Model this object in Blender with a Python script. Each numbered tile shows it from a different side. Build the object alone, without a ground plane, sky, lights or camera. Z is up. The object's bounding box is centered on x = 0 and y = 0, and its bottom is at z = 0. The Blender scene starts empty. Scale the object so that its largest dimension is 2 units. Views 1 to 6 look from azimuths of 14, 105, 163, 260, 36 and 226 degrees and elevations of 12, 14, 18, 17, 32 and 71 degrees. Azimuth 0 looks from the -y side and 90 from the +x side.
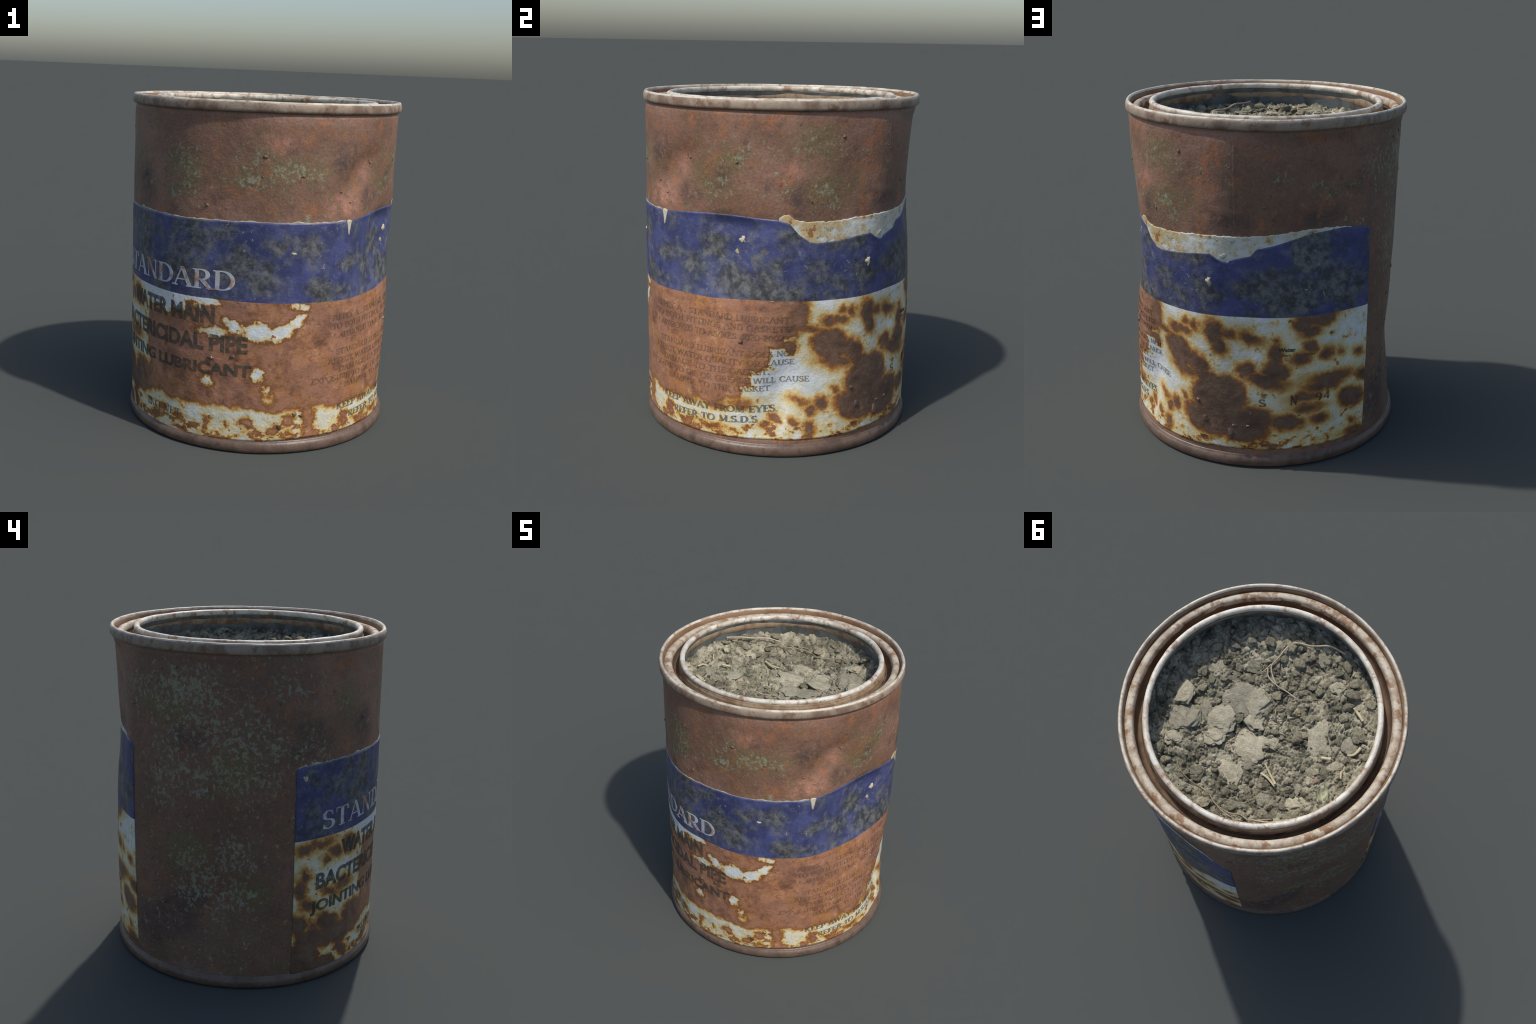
# A dented, rusted lubricant tin with a peeling label, standing open and filled with dry soil.
# Everything hangs on one wall surface  r = wall_radius(azimuth, height);  label, torn paper,
# lettering and paint chips are laid on that surface at small offsets.
import bpy, bmesh, math, random
from mathutils import Vector, Matrix, noise

random.seed(7)
noise.seed_set(7)
RAD = math.pi / 180.0
R0 = 0.806                     # nominal wall radius (m)
ARC = 0.81 * RAD               # metres of wall per degree
AZ_MID = 64.5                  # azimuth (deg) of the middle of the label

# ------------------------------------------------------------------ wall shape
# dents and bulges: depth (m), azimuth, height, half widths (deg, m), slant (m of height per deg)
DENTS = [
    (-0.058, 77, 1.20, 15, 0.22, 0.0), (-0.014, 70, 0.85, 16, 0.22, 0.0), (-0.010, 80, 1.55, 16, 0.14, 0.0),
    (-0.024, 58, 1.62, 9, 0.12, 0.004), (-0.012, 79, 1.20, 9, 0.10, 0.004), (-0.011, 57, 1.58, 10, 0.050, 0.010), (-0.020, 85, 1.325, 13, 0.035, 0.0), (-0.010, 57, 1.67, 8, 0.05, 0.008), (0.010, 54, 1.00, 6, 0.30, 0.0), (0.007, 52, 1.68, 10, 0.05, 0.008), (0.012, 45, 1.20, 6, 0.45, 0.0),
    (0.012, 113, 1.25, 11, 0.50, 0.0),
    (-0.036, 188, 1.52, 16, 0.26, 0.0), (0.010, 168, 1.58, 8, 0.28, 0.0), (0.013, 149, 1.70, 8, 0.22, 0.0),
    (-0.012, 153, 0.98, 9, 0.18, 0.0), (0.012, 135, 0.60, 8, 0.30, 0.0),
    (-0.040, 246, 0.53, 13, 0.13, 0.0), (-0.016, 240, 0.28, 11, 0.11, 0.0), (0.008, 262, 0.25, 7, 0.14, 0.0), (0.008, 224, 0.25, 7, 0.14, 0.0), (0.010, 106, 1.42, 8, 0.12, 0.0), (-0.018, 246, 1.15, 13, 0.60, 0.0),
    (0.014, 209, 1.05, 7, 0.75, 0.0), (0.013, 281, 1.05, 9, 0.75, 0.0),
    (-0.014, 99, 0.35, 9, 0.11, 0.0), (-0.034, 106, 0.40, 6, 0.17, 0.016),
    (-0.011, 0, 1.15, 9, 0.75, 0.0), (-0.004, 29, 1.62, 6, 0.10, 0.0), (-0.005, 4, 1.72, 6, 0.08, 0.0), (0.007, 340, 1.10, 10, 0.45, 0.0), (0.006, 23, 1.20, 10, 0.80, 0.0),
    (-0.032, 117, 0.46, 8, 0.19, 0.0), (-0.004, 95, 0.24, 7, 0.11, 0.0), (-0.008, 93, 0.17, 8, 0.08, 0.0), (-0.015, 242, 0.82, 9, 0.18, 0.0), (-0.018, 239, 0.36, 10, 0.13, 0.0),
    (-0.012, 154, 0.68, 7, 0.14, 0.0), (-0.012, 174, 1.32, 8, 0.12, 0.0), (0.012, 205, 1.50, 5, 0.25, 0.0), (0.014, 144, 1.28, 7, 0.30, 0.0), (0.012, 272, 0.58, 8, 0.15, 0.0),
    (0.008, 183, 0.55, 16, 0.25, 0.0), (-0.006, 316, 1.60, 16, 0.50, 0.0), (-0.010, 318, 0.35, 13, 0.30, 0.0),
]


def wall_radius(az, z):
    r = R0 + 0.003 * math.cos((az - 15) * RAD)
    for depth, a0, z0, sa, sz, slant in DENTS:
        da = (az - a0 + 180) % 360 - 180
        if abs(da) < 3.2 * sa:
            dz = z - z0 - slant * da
            if abs(dz) < 3.2 * sz:
                r += depth * math.exp(-0.5 * ((da / sa) ** 2 + (dz / sz) ** 2))
    return r


def skin(az, z, lift=0.0, rough=1.0):
    """Point on the wall: azimuth 0 = -y, 90 = +x; lift = metres outside the bare metal."""
    a = az * RAD
    s, c = math.sin(a), -math.cos(a)
    fade = min(1.0, max(0.0, (z - 0.06) / 0.08), max(0.0, (1.93 - z) / 0.08))
    v = Vector((s * 0.81, c * 0.81, z))
    n = 0.0022 * noise.noise(v * 6.5) + 0.0011 * noise.noise(v * 23)
    r = R0 + (wall_radius(az, z) - R0) * min(1.0, fade * 1.6) + n * fade * rough + lift
    return (s * r, c * r, z)


# ------------------------------------------------------------------ mesh helpers
def mesh_object(name, verts, faces, material, parent, smooth=True):
    me = bpy.data.meshes.new(name)
    me.from_pydata([tuple(v) for v in verts], [], faces)
    me.update()
    if smooth:
        me.polygons.foreach_set("use_smooth", [True] * len(me.polygons))
    if material:
        me.materials.append(material)
    ob = bpy.data.objects.new(name, me)
    bpy.context.scene.collection.objects.link(ob)
    ob.parent = parent
    return ob


def lathe(name, profile, material, parent, seg=160, wobble=0.0, closed=True, follow=0.0, seed=0.0, sub=1):
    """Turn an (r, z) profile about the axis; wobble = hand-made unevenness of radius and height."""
    pts = []
    n = len(profile)
    for i in range(n if closed else n - 1):
        p, q = profile[i], profile[(i + 1) % n]
        for k in range(sub):
            t = k / sub
            pts.append((p[0] + (q[0] - p[0]) * t, p[1] + (q[1] - p[1]) * t))
    if not closed:
        pts.append(profile[-1])
    verts, faces, m = [], [], len(pts)
    for i in range(seg):
        a = 360.0 * i / seg
        s, c = math.sin(a * RAD), -math.cos(a * RAD)
        lo = Vector((s * 2.2 + seed, c * 2.2, seed))
        for r, z in pts:
            hi = Vector((s * r * 9, c * r * 9, z * 9 + seed))
            dr = wobble * (noise.noise(lo) + 0.45 * noise.noise(hi * 1.6))
            dz = wobble * (0.8 * noise.noise(lo + Vector((5, 5, 5))) + 0.35 * noise.noise(hi * 1.9 + Vector((3, 1, 2))))
            rr = r + dr + follow * (wall_radius(a, z) - R0)
            verts.append((s * rr, c * rr, max(0.0, z + dz)))
    for i in range(seg):
        j = (i + 1) % seg
        for k in range(m if closed else m - 1):
            l = (k + 1) % m
            faces.append((i * m + k, j * m + k, j * m + l, i * m + l))
    return mesh_object(name, verts, faces, material, parent)


def lerp_profile(table, x):
    if x <= table[0][0]:
        return table[0][1]
    for (x0, y0), (x1, y1) in zip(table, table[1:]):
        if x <= x1:
            return y0 + (y1 - y0) * (x - x0) / (x1 - x0)
    return table[-1][1]


def wrapped_sheet(name, az0, az1, step, rows, bottom, top, lift, material, parent, ragged=0.0):
    """A sheet glued round the wall between two edge curves, with a turned-in thickness on all edges."""
    cols = int(round((az1 - az0) / step)) + 1
    verts, faces = [], []
    for i in range(-1, cols + 1):
        ii = min(max(i, 0), cols - 1)
        az = az0 + (az1 - az0) * ii / (cols - 1)
        zb = lerp_profile(bottom, az)
        zt = lerp_profile(top, az)
        zt += ragged * (noise.noise(Vector((az * 0.55, 3.1, 0))) + 0.6 * noise.noise(Vector((az * 1.9, 7.7, 0))))
        zb += ragged * 0.4 * noise.noise(Vector((az * 0.7, 9.2, 1)))
        for j in range(-1, rows + 1):
            jj = min(max(j, 0), rows - 1)
            edge = i in (-1, cols) or j in (-1, rows)
            verts.append(skin(az, zb + (zt - zb) * jj / (rows - 1), -0.001 if edge else lift))
    m = rows + 2
    for i in range(cols + 1):
        for j in range(m - 1):
            a = i * m + j
            faces.append((a, a + m, a + m + 1, a + 1))
    ob = mesh_object(name, verts, faces, material, parent)
    return ob


# ------------------------------------------------------------------ node helpers
class Graph:
    def __init__(self, tree):
        self.t = tree

    def add(self, kind, **kw):
        n = self.t.nodes.new(kind)
        for k, v in kw.items():
            setattr(n, k, v)
        return n

    def put(self, socket, value):
        if isinstance(value, bpy.types.NodeSocket):
            self.t.links.new(value, socket)
        elif value is not None:
            if socket.type == "RGBA" and len(value) == 3:
                value = (*value, 1.0)
            socket.default_value = value

    def math(self, op, a, b=None, c=None, clamp=False):
        n = self.add("ShaderNodeMath", operation=op, use_clamp=clamp)
        for s, v in zip(n.inputs, (a, b, c)):
            self.put(s, v)
        return n.outputs[0]

    def mix(self, f, a, b, blend="MIX"):
        n = self.add("ShaderNodeMix", data_type="RGBA", blend_type=blend)
        self.put(n.inputs[0], f)
        self.put(n.inputs[6], a)
        self.put(n.inputs[7], b)
        return n.outputs[2]

    def noise(self, vec, scale, detail=4.0, rough=0.55, dist=0.0, colour=False):
        n = self.add("ShaderNodeTexNoise")
        self.put(n.inputs["Vector"], vec)
        for k, v in (("Scale", scale), ("Detail", detail), ("Roughness", rough), ("Distortion", dist)):
            n.inputs[k].default_value = v
        return n.outputs["Color" if colour else "Fac"]

    def step(self, x, lo, hi, out0=0.0, out1=1.0):
        n = self.add("ShaderNodeMapRange", interpolation_type="SMOOTHSTEP")
        self.put(n.inputs[0], x)
        for i, v in enumerate((lo, hi, out0, out1), 1):
            self.put(n.inputs[i], v)
        return n.outputs[0]

    def ramp(self, f, stops):
        n = self.add("ShaderNodeValToRGB")
        self.put(n.inputs[0], f)
        e = n.color_ramp.elements
        while len(e) < len(stops):
            e.new(0.5)
        for el, (p, c) in zip(e, stops):
            el.position, el.color = p, (*c, 1.0)
        return n.outputs[0]

    def coords(self):
        return self.add("ShaderNodeTexCoord").outputs["Object"]

    def xyz(self, v):
        n = self.add("ShaderNodeSeparateXYZ")
        self.put(n.inputs[0], v)
        return n.outputs

    def vec(self, x, y, z=0.0):
        n = self.add("ShaderNodeCombineXYZ")
        for s, v in zip(n.inputs, (x, y, z)):
            self.put(s, v)
        return n.outputs[0]

    def vmath(self, op, a, b=None, scale=None):
        n = self.add("ShaderNodeVectorMath", operation=op)
        self.put(n.inputs[0], a)
        if b is not None:
            self.put(n.inputs[1], b)
        if scale is not None:
            self.put(n.inputs["Scale"], scale)
        return n.outputs[1] if op in ("LENGTH", "DISTANCE") else n.outputs[0]

    def surface_coords(self, p):
        """(metres round the wall from the label's middle, height) from the object position."""
        x, y, z = self.xyz(p)
        ca, sa = math.cos(AZ_MID * RAD), math.sin(AZ_MID * RAD)
        s = self.math("SUBTRACT", self.math("MULTIPLY", x, ca), self.math("MULTIPLY", y, -sa))
        c = self.math("ADD", self.math("MULTIPLY", x, sa), self.math("MULTIPLY", y, -ca))
        u = self.math("MULTIPLY", self.math("ARCTAN2", s, c), 0.81)
        return u, z

    def blob(self, p, az, z, ra, rz, rot=0):
        """Signed distance (m, + inside) to a stain shaped like a slanted ellipse on the wall."""
        n = self.add("ShaderNodeMapping", vector_type="TEXTURE")
        self.put(n.inputs["Vector"], p)
        n.inputs["Location"].default_value = ((az - AZ_MID) * ARC, z, 0)
        n.inputs["Rotation"].default_value = (0, 0, rot * RAD)
        n.inputs["Scale"].default_value = (ra, rz, 1)
        return self.math("MULTIPLY_ADD", self.vmath("LENGTH", n.outputs[0]), -min(ra, rz), min(ra, rz))

    def box(self, p, az0, az1, z0, z1):
        n = self.add("ShaderNodeMapping", vector_type="POINT")
        self.put(n.inputs["Vector"], p)
        n.inputs["Location"].default_value = (-((az0 + az1) / 2 - AZ_MID) * ARC, -(z0 + z1) / 2, 0)
        x, y, _ = self.xyz(self.vmath("ABSOLUTE", n.outputs[0]))
        dx = self.math("SUBTRACT", (az1 - az0) / 2 * ARC, x)
        dz = self.math("SUBTRACT", (z1 - z0) / 2, y)
        return self.math("MINIMUM", dx, dz)

    def follow(self, value, p):
        n = self.add("ShaderNodeVectorMath", operation="MULTIPLY_ADD")
        self.put(n.inputs[0], value)
        n.inputs[1].default_value = (1e-6, 1e-6, 1e-6)
        self.put(n.inputs[2], p)
        return n.outputs[0]

    def union(self, shape, p, table, soft=0.012, after=None):
        """Smooth union of many stains, each folded in as soon as it is made."""
        out = after
        # stains near the join at the back are entered from both sides
        table = [w for a in table for w in ([a, (a[0] - 360, *a[1:])] if shape == self.stain and a[0] > 222 else [a, (a[0] + 360, *a[1:])] if shape == self.stain and a[0] < -96 else [a])]
        for args in table:
            # a vanishing share of the last result makes the renderer work through the stains in turn
            d = shape(p if out is None else self.follow(out, p), *args)
            if out is after:
                out = d
                continue
            out = self.math("SMOOTH_MAX", out, d, soft)
        return out

    def stain(self, p, az, z_cm, x_mm, y_mm, rot):
        return self.blob(p, az, z_cm / 100, x_mm / 1000, y_mm / 1000, rot)


def material(name, build, rough=0.75, metallic=0.0, specular=0.3):
    m = bpy.data.materials.new(name)
    m.use_nodes = True
    g = Graph(m.node_tree)
    bsdf = m.node_tree.nodes["Principled BSDF"]
    bsdf.inputs["Roughness"].default_value = rough
    bsdf.inputs["Metallic"].default_value = metallic
    bsdf.inputs["Specular IOR Level"].default_value = specular
    out = build(g)
    colour, height, strength, dist = (*out, None, None, None)[:4] if isinstance(out, tuple) else (out, None, None, None)
    g.put(bsdf.inputs["Base Color"], colour)
    if height is not None:
        b = g.add("ShaderNodeBump")
        g.put(b.inputs["Height"], height)
        b.inputs["Strength"].default_value = strength or 0.4
        b.inputs["Distance"].default_value = dist or 0.01
        g.put(bsdf.inputs["Normal"], b.outputs[0])
    return m


# ------------------------------------------------------------------ bare metal
PALE = [  # where the grey-green first coat still clings in flakes (azimuth, height cm, half axes mm, slant)
    (235, 173, 167, 85, 9), (211, 176, 80, 35, 12), (228, 135, 50, 81, 0), (223, 125, 43, 31, -73), (239, 127, 86, 41, -4), (242, 121, 47, 39, 26), (-107, 146, 103, 21, -7), (-113, 154, 69, 25, -15), (242, 161, 41, 17, 20),
    (-108, 133, 58, 51, -27), (-101, 143, 54, 28, 2), (-103, 124, 55, 36, 3), (226, 118, 34, 25, 27), (240, 64, 99, 71, 58), (-104, 80, 80, 74, 77), (239, 70, 76, 63, 56), (-111, 55, 51, 25, 71), (-101, 56, 66, 65, 57),
    (-96, 158, 31, 27, -86), (-88, 146, 29, 27, -48), (-95, 127, 38, 18, -1), (-72, 138, 102, 30, 6), (-82, 173, 32, 24, -8), (-68, 178, 64, 53, -67), (-24, 141, 97, 74, 59), (-15, 149, 78, 38, -90),
    (-7, 155, 50, 31, 7), (-9, 139, 40, 28, 10), (12, 155, 76, 38, 3), (-35, 148, 47, 42, 40), (6, 136, 43, 21, 4), (-21, 175, 70, 64, 77), (9, 168, 86, 52, -88), (17, 152, 111, 56, 12), (26, 145, 57, 21, 15),
    (31, 140, 45, 21, -2), (36, 156, 39, 23, -84), (23, 160, 88, 35, 1), (66, 142, 43, 28, -73), (95, 151, 76, 68, 10), (82, 145, 96, 41, 6), (77, 140, 37, 24, 10), (99, 142, 34, 14, -18), (100, 174, 110, 60, 2),
    (78, 174, 37, 23, 88), (131, 174, 55, 40, -7), (140, 173, 41, 27, -8), (152, 174, 50, 41, -25), (104, 152, 68, 47, -89), (109, 139, 44, 27, -1), (121, 144, 70, 64, -65), (170, 170, 60, 70, 0), (185, 160, 90, 50, 0), (196, 150, 50, 60, 0),
]
DARK = [(47, 167, 67, 56, -14), (82, 156, 42, 37, 20), (64, 146, 58, 42, 16), (53, 174, 22, 19, -57), (-73, 151, 101, 70, -14), (-77, 141, 97, 46, -8), (224, 34, 230, 133, 28), (237, 147, 98, 53, 10), (111, 146, 85, 44, -88), (150, 146, 116, 46, -8), (234, 48, 157, 81, 19), (-45, 150, 80, 90, 0), (185, 145, 120, 50, 0)]  # entries near azimuth 50 paint the dent crease's shadow dark purple
PINK = [(47, 145, 114, 64, -6), (61, 161, 79, 40, -6), (62, 165, 79, 33, 17), (50, 142, 155, 54, 10), (20, 178, 120, 60, 0), (110, 165, 60, 60, 0)]  # first four lighten the wall where the crease catches the sun
OLIVE = [(30, 163, 127, 52, 0), (18, 162, 104, 52, 2), (79, 155, 119, 68, 7), (86, 168, 127, 60, 4), (15, 168, 69, 68, -16), (8, 158, 105, 41, 3), (119, 177, 105, 83, -5), (125, 153, 111, 68, -5), (-20, 158, 120, 120, 0), (-55, 165, 100, 100, 0), (235, 80, 120, 110, 0), (-105, 130, 120, 90, 0), (228, 165, 130, 80, 0), (-95, 60, 90, 80, 0)]


def bare_rust(g, p):
    """Old brown paint and rust with olive patches and grey-green flakes of the first coat."""
    u, z = g.surface_coords(p)
    flat = g.vec(u, z)
    w1 = g.vmath("SUBTRACT", g.noise(p, 9, 4, 0.6, colour=True), (0.5, 0.5, 0.5))
    q = g.vmath("ADD", flat, g.vmath("SCALE", w1, scale=0.16))
    olive = g.union(g.stain, q, OLIVE, 0.02)
    dark = g.union(g.stain, q, DARK, 0.02, olive)
    pink = g.union(g.stain, q, PINK, 0.02, dark)
    pale = g.union(g.stain, q, PALE, 0.02, pink)
    base = g.mix(g.step(g.noise(p, 3.2, 7, 0.64), 0.38, 0.62), (0.188, 0.103, 0.066), (0.262, 0.145, 0.100))
    base = g.mix(g.step(g.noise(p, 8.5, 6, 0.68), 0.52, 0.66), base, (0.300, 0.128, 0.062))
    dk = g.step(g.noise(g.vmath("ADD", p, (3.1, 1.7, 0.4)), 6.5, 7, 0.72), 0.55, 0.70)
    base = g.mix(g.math("MULTIPLY", dk, 0.80), base, (0.110, 0.062, 0.054))
    m1 = g.noise(g.vmath("ADD", p, (0.7, 5.2, 2.4)), 7.0, 6, 0.66)
    ol = g.math("MULTIPLY", g.step(olive, -0.09, 0.06), g.step(m1, 0.34, 0.52))
    rear = g.step(g.math("ADD", g.math("ABSOLUTE", u), g.math("MULTIPLY", g.math("SUBTRACT", m1, 0.5), 1.2)), 1.75, 2.15)
    base = g.mix(g.math("MULTIPLY", rear, 0.60), base, (0.140, 0.085, 0.055))
    ol = g.math("MAXIMUM", ol, g.math("MULTIPLY", g.step(m1, 0.54, 0.68), 0.6))
    base = g.mix(g.math("MULTIPLY", ol, 0.85), base, (0.160, 0.124, 0.056))
    return base, g.math("MAXIMUM", ol, g.math("MULTIPLY", rear, 0.8)), dark, pink, pale, m1


def finish_rust(g, p, parts):
    base, ol, dark, pink, pale, m1 = parts
    m2 = g.noise(g.vmath("ADD", p, (4.7, 0.2, 6.4)), 20, 8, 0.74)
    base = g.mix(g.math("MULTIPLY", g.step(dark, -0.06, 0.05), g.step(m2, 0.36, 0.55)), base, (0.096, 0.062, 0.050))
    base = g.mix(g.math("MULTIPLY", g.math("MULTIPLY", g.step(pink, -0.03, 0.05), g.step(m2, 0.34, 0.60)), 0.8), base, (0.420, 0.205, 0.140))
    fl = g.noise(g.vmath("ADD", p, (9.0, 2.0, 1.0)), 36, 9, 0.72, 0.35)
    fl2 = g.noise(g.vmath("MULTIPLY", p, (1.0, 1.0, 0.6)), 44, 6, 0.64, 0.6)
    fl = g.math("MULTIPLY_ADD", fl2, 0.35, g.math("MULTIPLY", fl, 0.65))
    thr = g.math("MULTIPLY_ADD", g.step(pale, -0.16, 0.08), -0.085, g.math("MULTIPLY_ADD", ol, -0.085, 0.628))
    flake = g.step(g.math("SUBTRACT", fl, thr), 0.0, 0.05)
    base = g.mix(g.math("MULTIPLY", flake, 0.75), base, g.mix(m1, (0.205, 0.200, 0.125), (0.340, 0.350, 0.265)))
    speck = g.step(g.noise(g.vmath("ADD", p, (1, 4, 3)), 34, 6, 0.7), 0.58, 0.68)
    base = g.mix(g.math("MULTIPLY", speck, 0.65), base, (0.085, 0.058, 0.052))
    red = g.step(g.noise(g.vmath("ADD", p, (4, 4, 9)), 28, 4, 0.6), 0.62, 0.70)
    base = g.mix(g.math("MULTIPLY", red, 0.65), base, (0.34, 0.135, 0.062))
    grain = g.noise(p, 75, 5, 0.65)
    base = g.mix(0.65, base, g.mix(grain, (0.20, 0.19, 0.18), (1.75, 1.75, 1.75)), "MULTIPLY")
    return base, g.noise(p, 19, 8, 0.68)


def build_body(g):
    p = g.coords()
    c, h = finish_rust(g, p, bare_rust(g, p))
    return c, h, 0.50, 0.014


M_BODY = material("rusty_paint", build_body, 0.52, 0.0, 0.45)


def worn_metal(light, mid, rust, amount, scale=7.0, streak=0.85):
    def build(g):
        p = g.coords()
        q = g.vmath("MULTIPLY", p, (1, 1, streak))
        n = g.noise(q, scale, 7, 0.62, 0.2)
        c = g.mix(g.step(n, 0.36, 0.58), mid, light)
        r = g.noise(g.vmath("ADD", q, (2, 6, 1)), scale * 1.3, 6, 0.65)
        c = g.mix(g.math("MULTIPLY", g.step(r, 0.60 - amount, 0.72 - amount), 0.85), c, rust)
        d = g.step(g.noise(g.vmath("ADD", q, (8, 1, 3)), scale * 2.6, 5, 0.6), 0.62, 0.72)
        c = g.mix(g.math("MULTIPLY", d, 0.6), c, tuple(0.55 * x for x in mid))
        grain = g.noise(p, 80, 4, 0.6)
        c = g.mix(0.35, c, g.mix(grain, (0.4, 0.4, 0.4), (1.45, 1.45, 1.45)), "MULTIPLY")
        return c, g.noise(p, 32, 6, 0.65), 0.45, 0.006
    return build


M_RIM = material("worn_rim_metal", worn_metal((0.330, 0.258, 0.192), (0.190, 0.125, 0.088), (0.165, 0.085, 0.046), 0.07, 9), 0.5, 0.0, 0.4)
M_CREST = material("bright_worn_crest", worn_metal((0.60, 0.55, 0.45), (0.38, 0.305, 0.225), (0.25, 0.135, 0.07), 0.06, 10), 0.45, 0.0, 0.5)
M_RIMWALL = material("rusty_rim_inside", worn_metal((0.25, 0.155, 0.09), (0.19, 0.105, 0.055), (0.145, 0.078, 0.04), 0.03, 8), 0.7)
M_LEDGE = material("chalky_ledge", worn_metal((0.54, 0.48, 0.38), (0.36, 0.275, 0.195), (0.24, 0.125, 0.055), 0.10, 12), 0.6)
M_GROOVE = material("rusty_groove", worn_metal((0.16, 0.105, 0.065), (0.10, 0.060, 0.038), (0.13, 0.06, 0.028), 0.02), 0.75)
M_BEAD = material("worn_mouth_bead", worn_metal((0.66, 0.62, 0.53), (0.45, 0.385, 0.30), (0.26, 0.14, 0.075), 0.07, 10), 0.45, 0.0, 0.5)
M_NECK = material("stained_neck", worn_metal((0.36, 0.27, 0.18), (0.22, 0.135, 0.078), (0.15, 0.078, 0.040), 0.02, 11), 0.65)
M_INSIDE = material("grey_tin_inside", worn_metal((0.135, 0.147, 0.150), (0.070, 0.075, 0.072), (0.14, 0.076, 0.046), 0.05, 9, 0.5), 0.5, 0.0, 0.4)
M_FOOT = material("worn_foot_metal", worn_metal((0.150, 0.098, 0.070), (0.104, 0.066, 0.047), (0.080, 0.048, 0.034), 0.06, 11), 0.38, 0.0, 0.5)

# ------------------------------------------------------------------ label print and stains
# rust that has eaten the label: areas given as azimuth, height in cm, half axes in mm, slant in deg
RUSTED_AREAS = {   # az0, az1, z0, z1 : the big rusted-through fields
    "front": (-40, 84, 0.27, 0.79), "middle": (70, 95, 0.42, 0.55), "small_print": (80, 102, 0.52, 0.78),
    "by_band": (-2, 116, 0.745, 0.935), "by_band_left": (-16, 10, 0.62, 0.86), "foot": (33, 39, 0.08, 0.4), "slope": (90, 108, 0.64, 0.80), "slope_top": (96, 112, 0.71, 0.85), "slope_low": (82, 100, 0.51, 0.62), "slope_foot": (80, 93.5, 0.40, 0.50), "slope_end": (78, 90, 0.33, 0.42), "left_foot": (-79, -42, 0.20, 0.33), "left_corner": (-81, -68, 0.06, 0.26),
}
CLEAR = {          # patches where the white paper still shows inside those fields
    "streak": [(-4, 71, 96, 26, -2), (4, 75, 65, 34, -25), (14, 72, 93, 55, 2), (23, 73, 93, 40, 25), (30, 79, 72, 30, 45), (28, 88, 33, 15, -3), (32, 88, 31, 20, -8)],
    "under_band": [(-18, 88, 150, 20, 4), (-10, 84, 37, 20, 12), (-42, 72, 45, 38, 33), (-35, 85, 83, 23, 13), (-27, 79, 30, 24, 26)],
    "below_words": [(-6, 41, 35, 26, 83), (15, 47, 50, 36, -87), (19, 33, 29, 27, -71), (18, 38, 25, 24, -7)],
    "lower_left": [(-35, 15, 100, 53, 12), (-21, 13, 110, 45, -2), (2, 24, 55, 22, -30)],
    "lower_right": [(60, 17, 120, 60, -12), (76, 24, 130, 46, -18), (86, 31, 60, 23, 10)],
}
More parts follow.
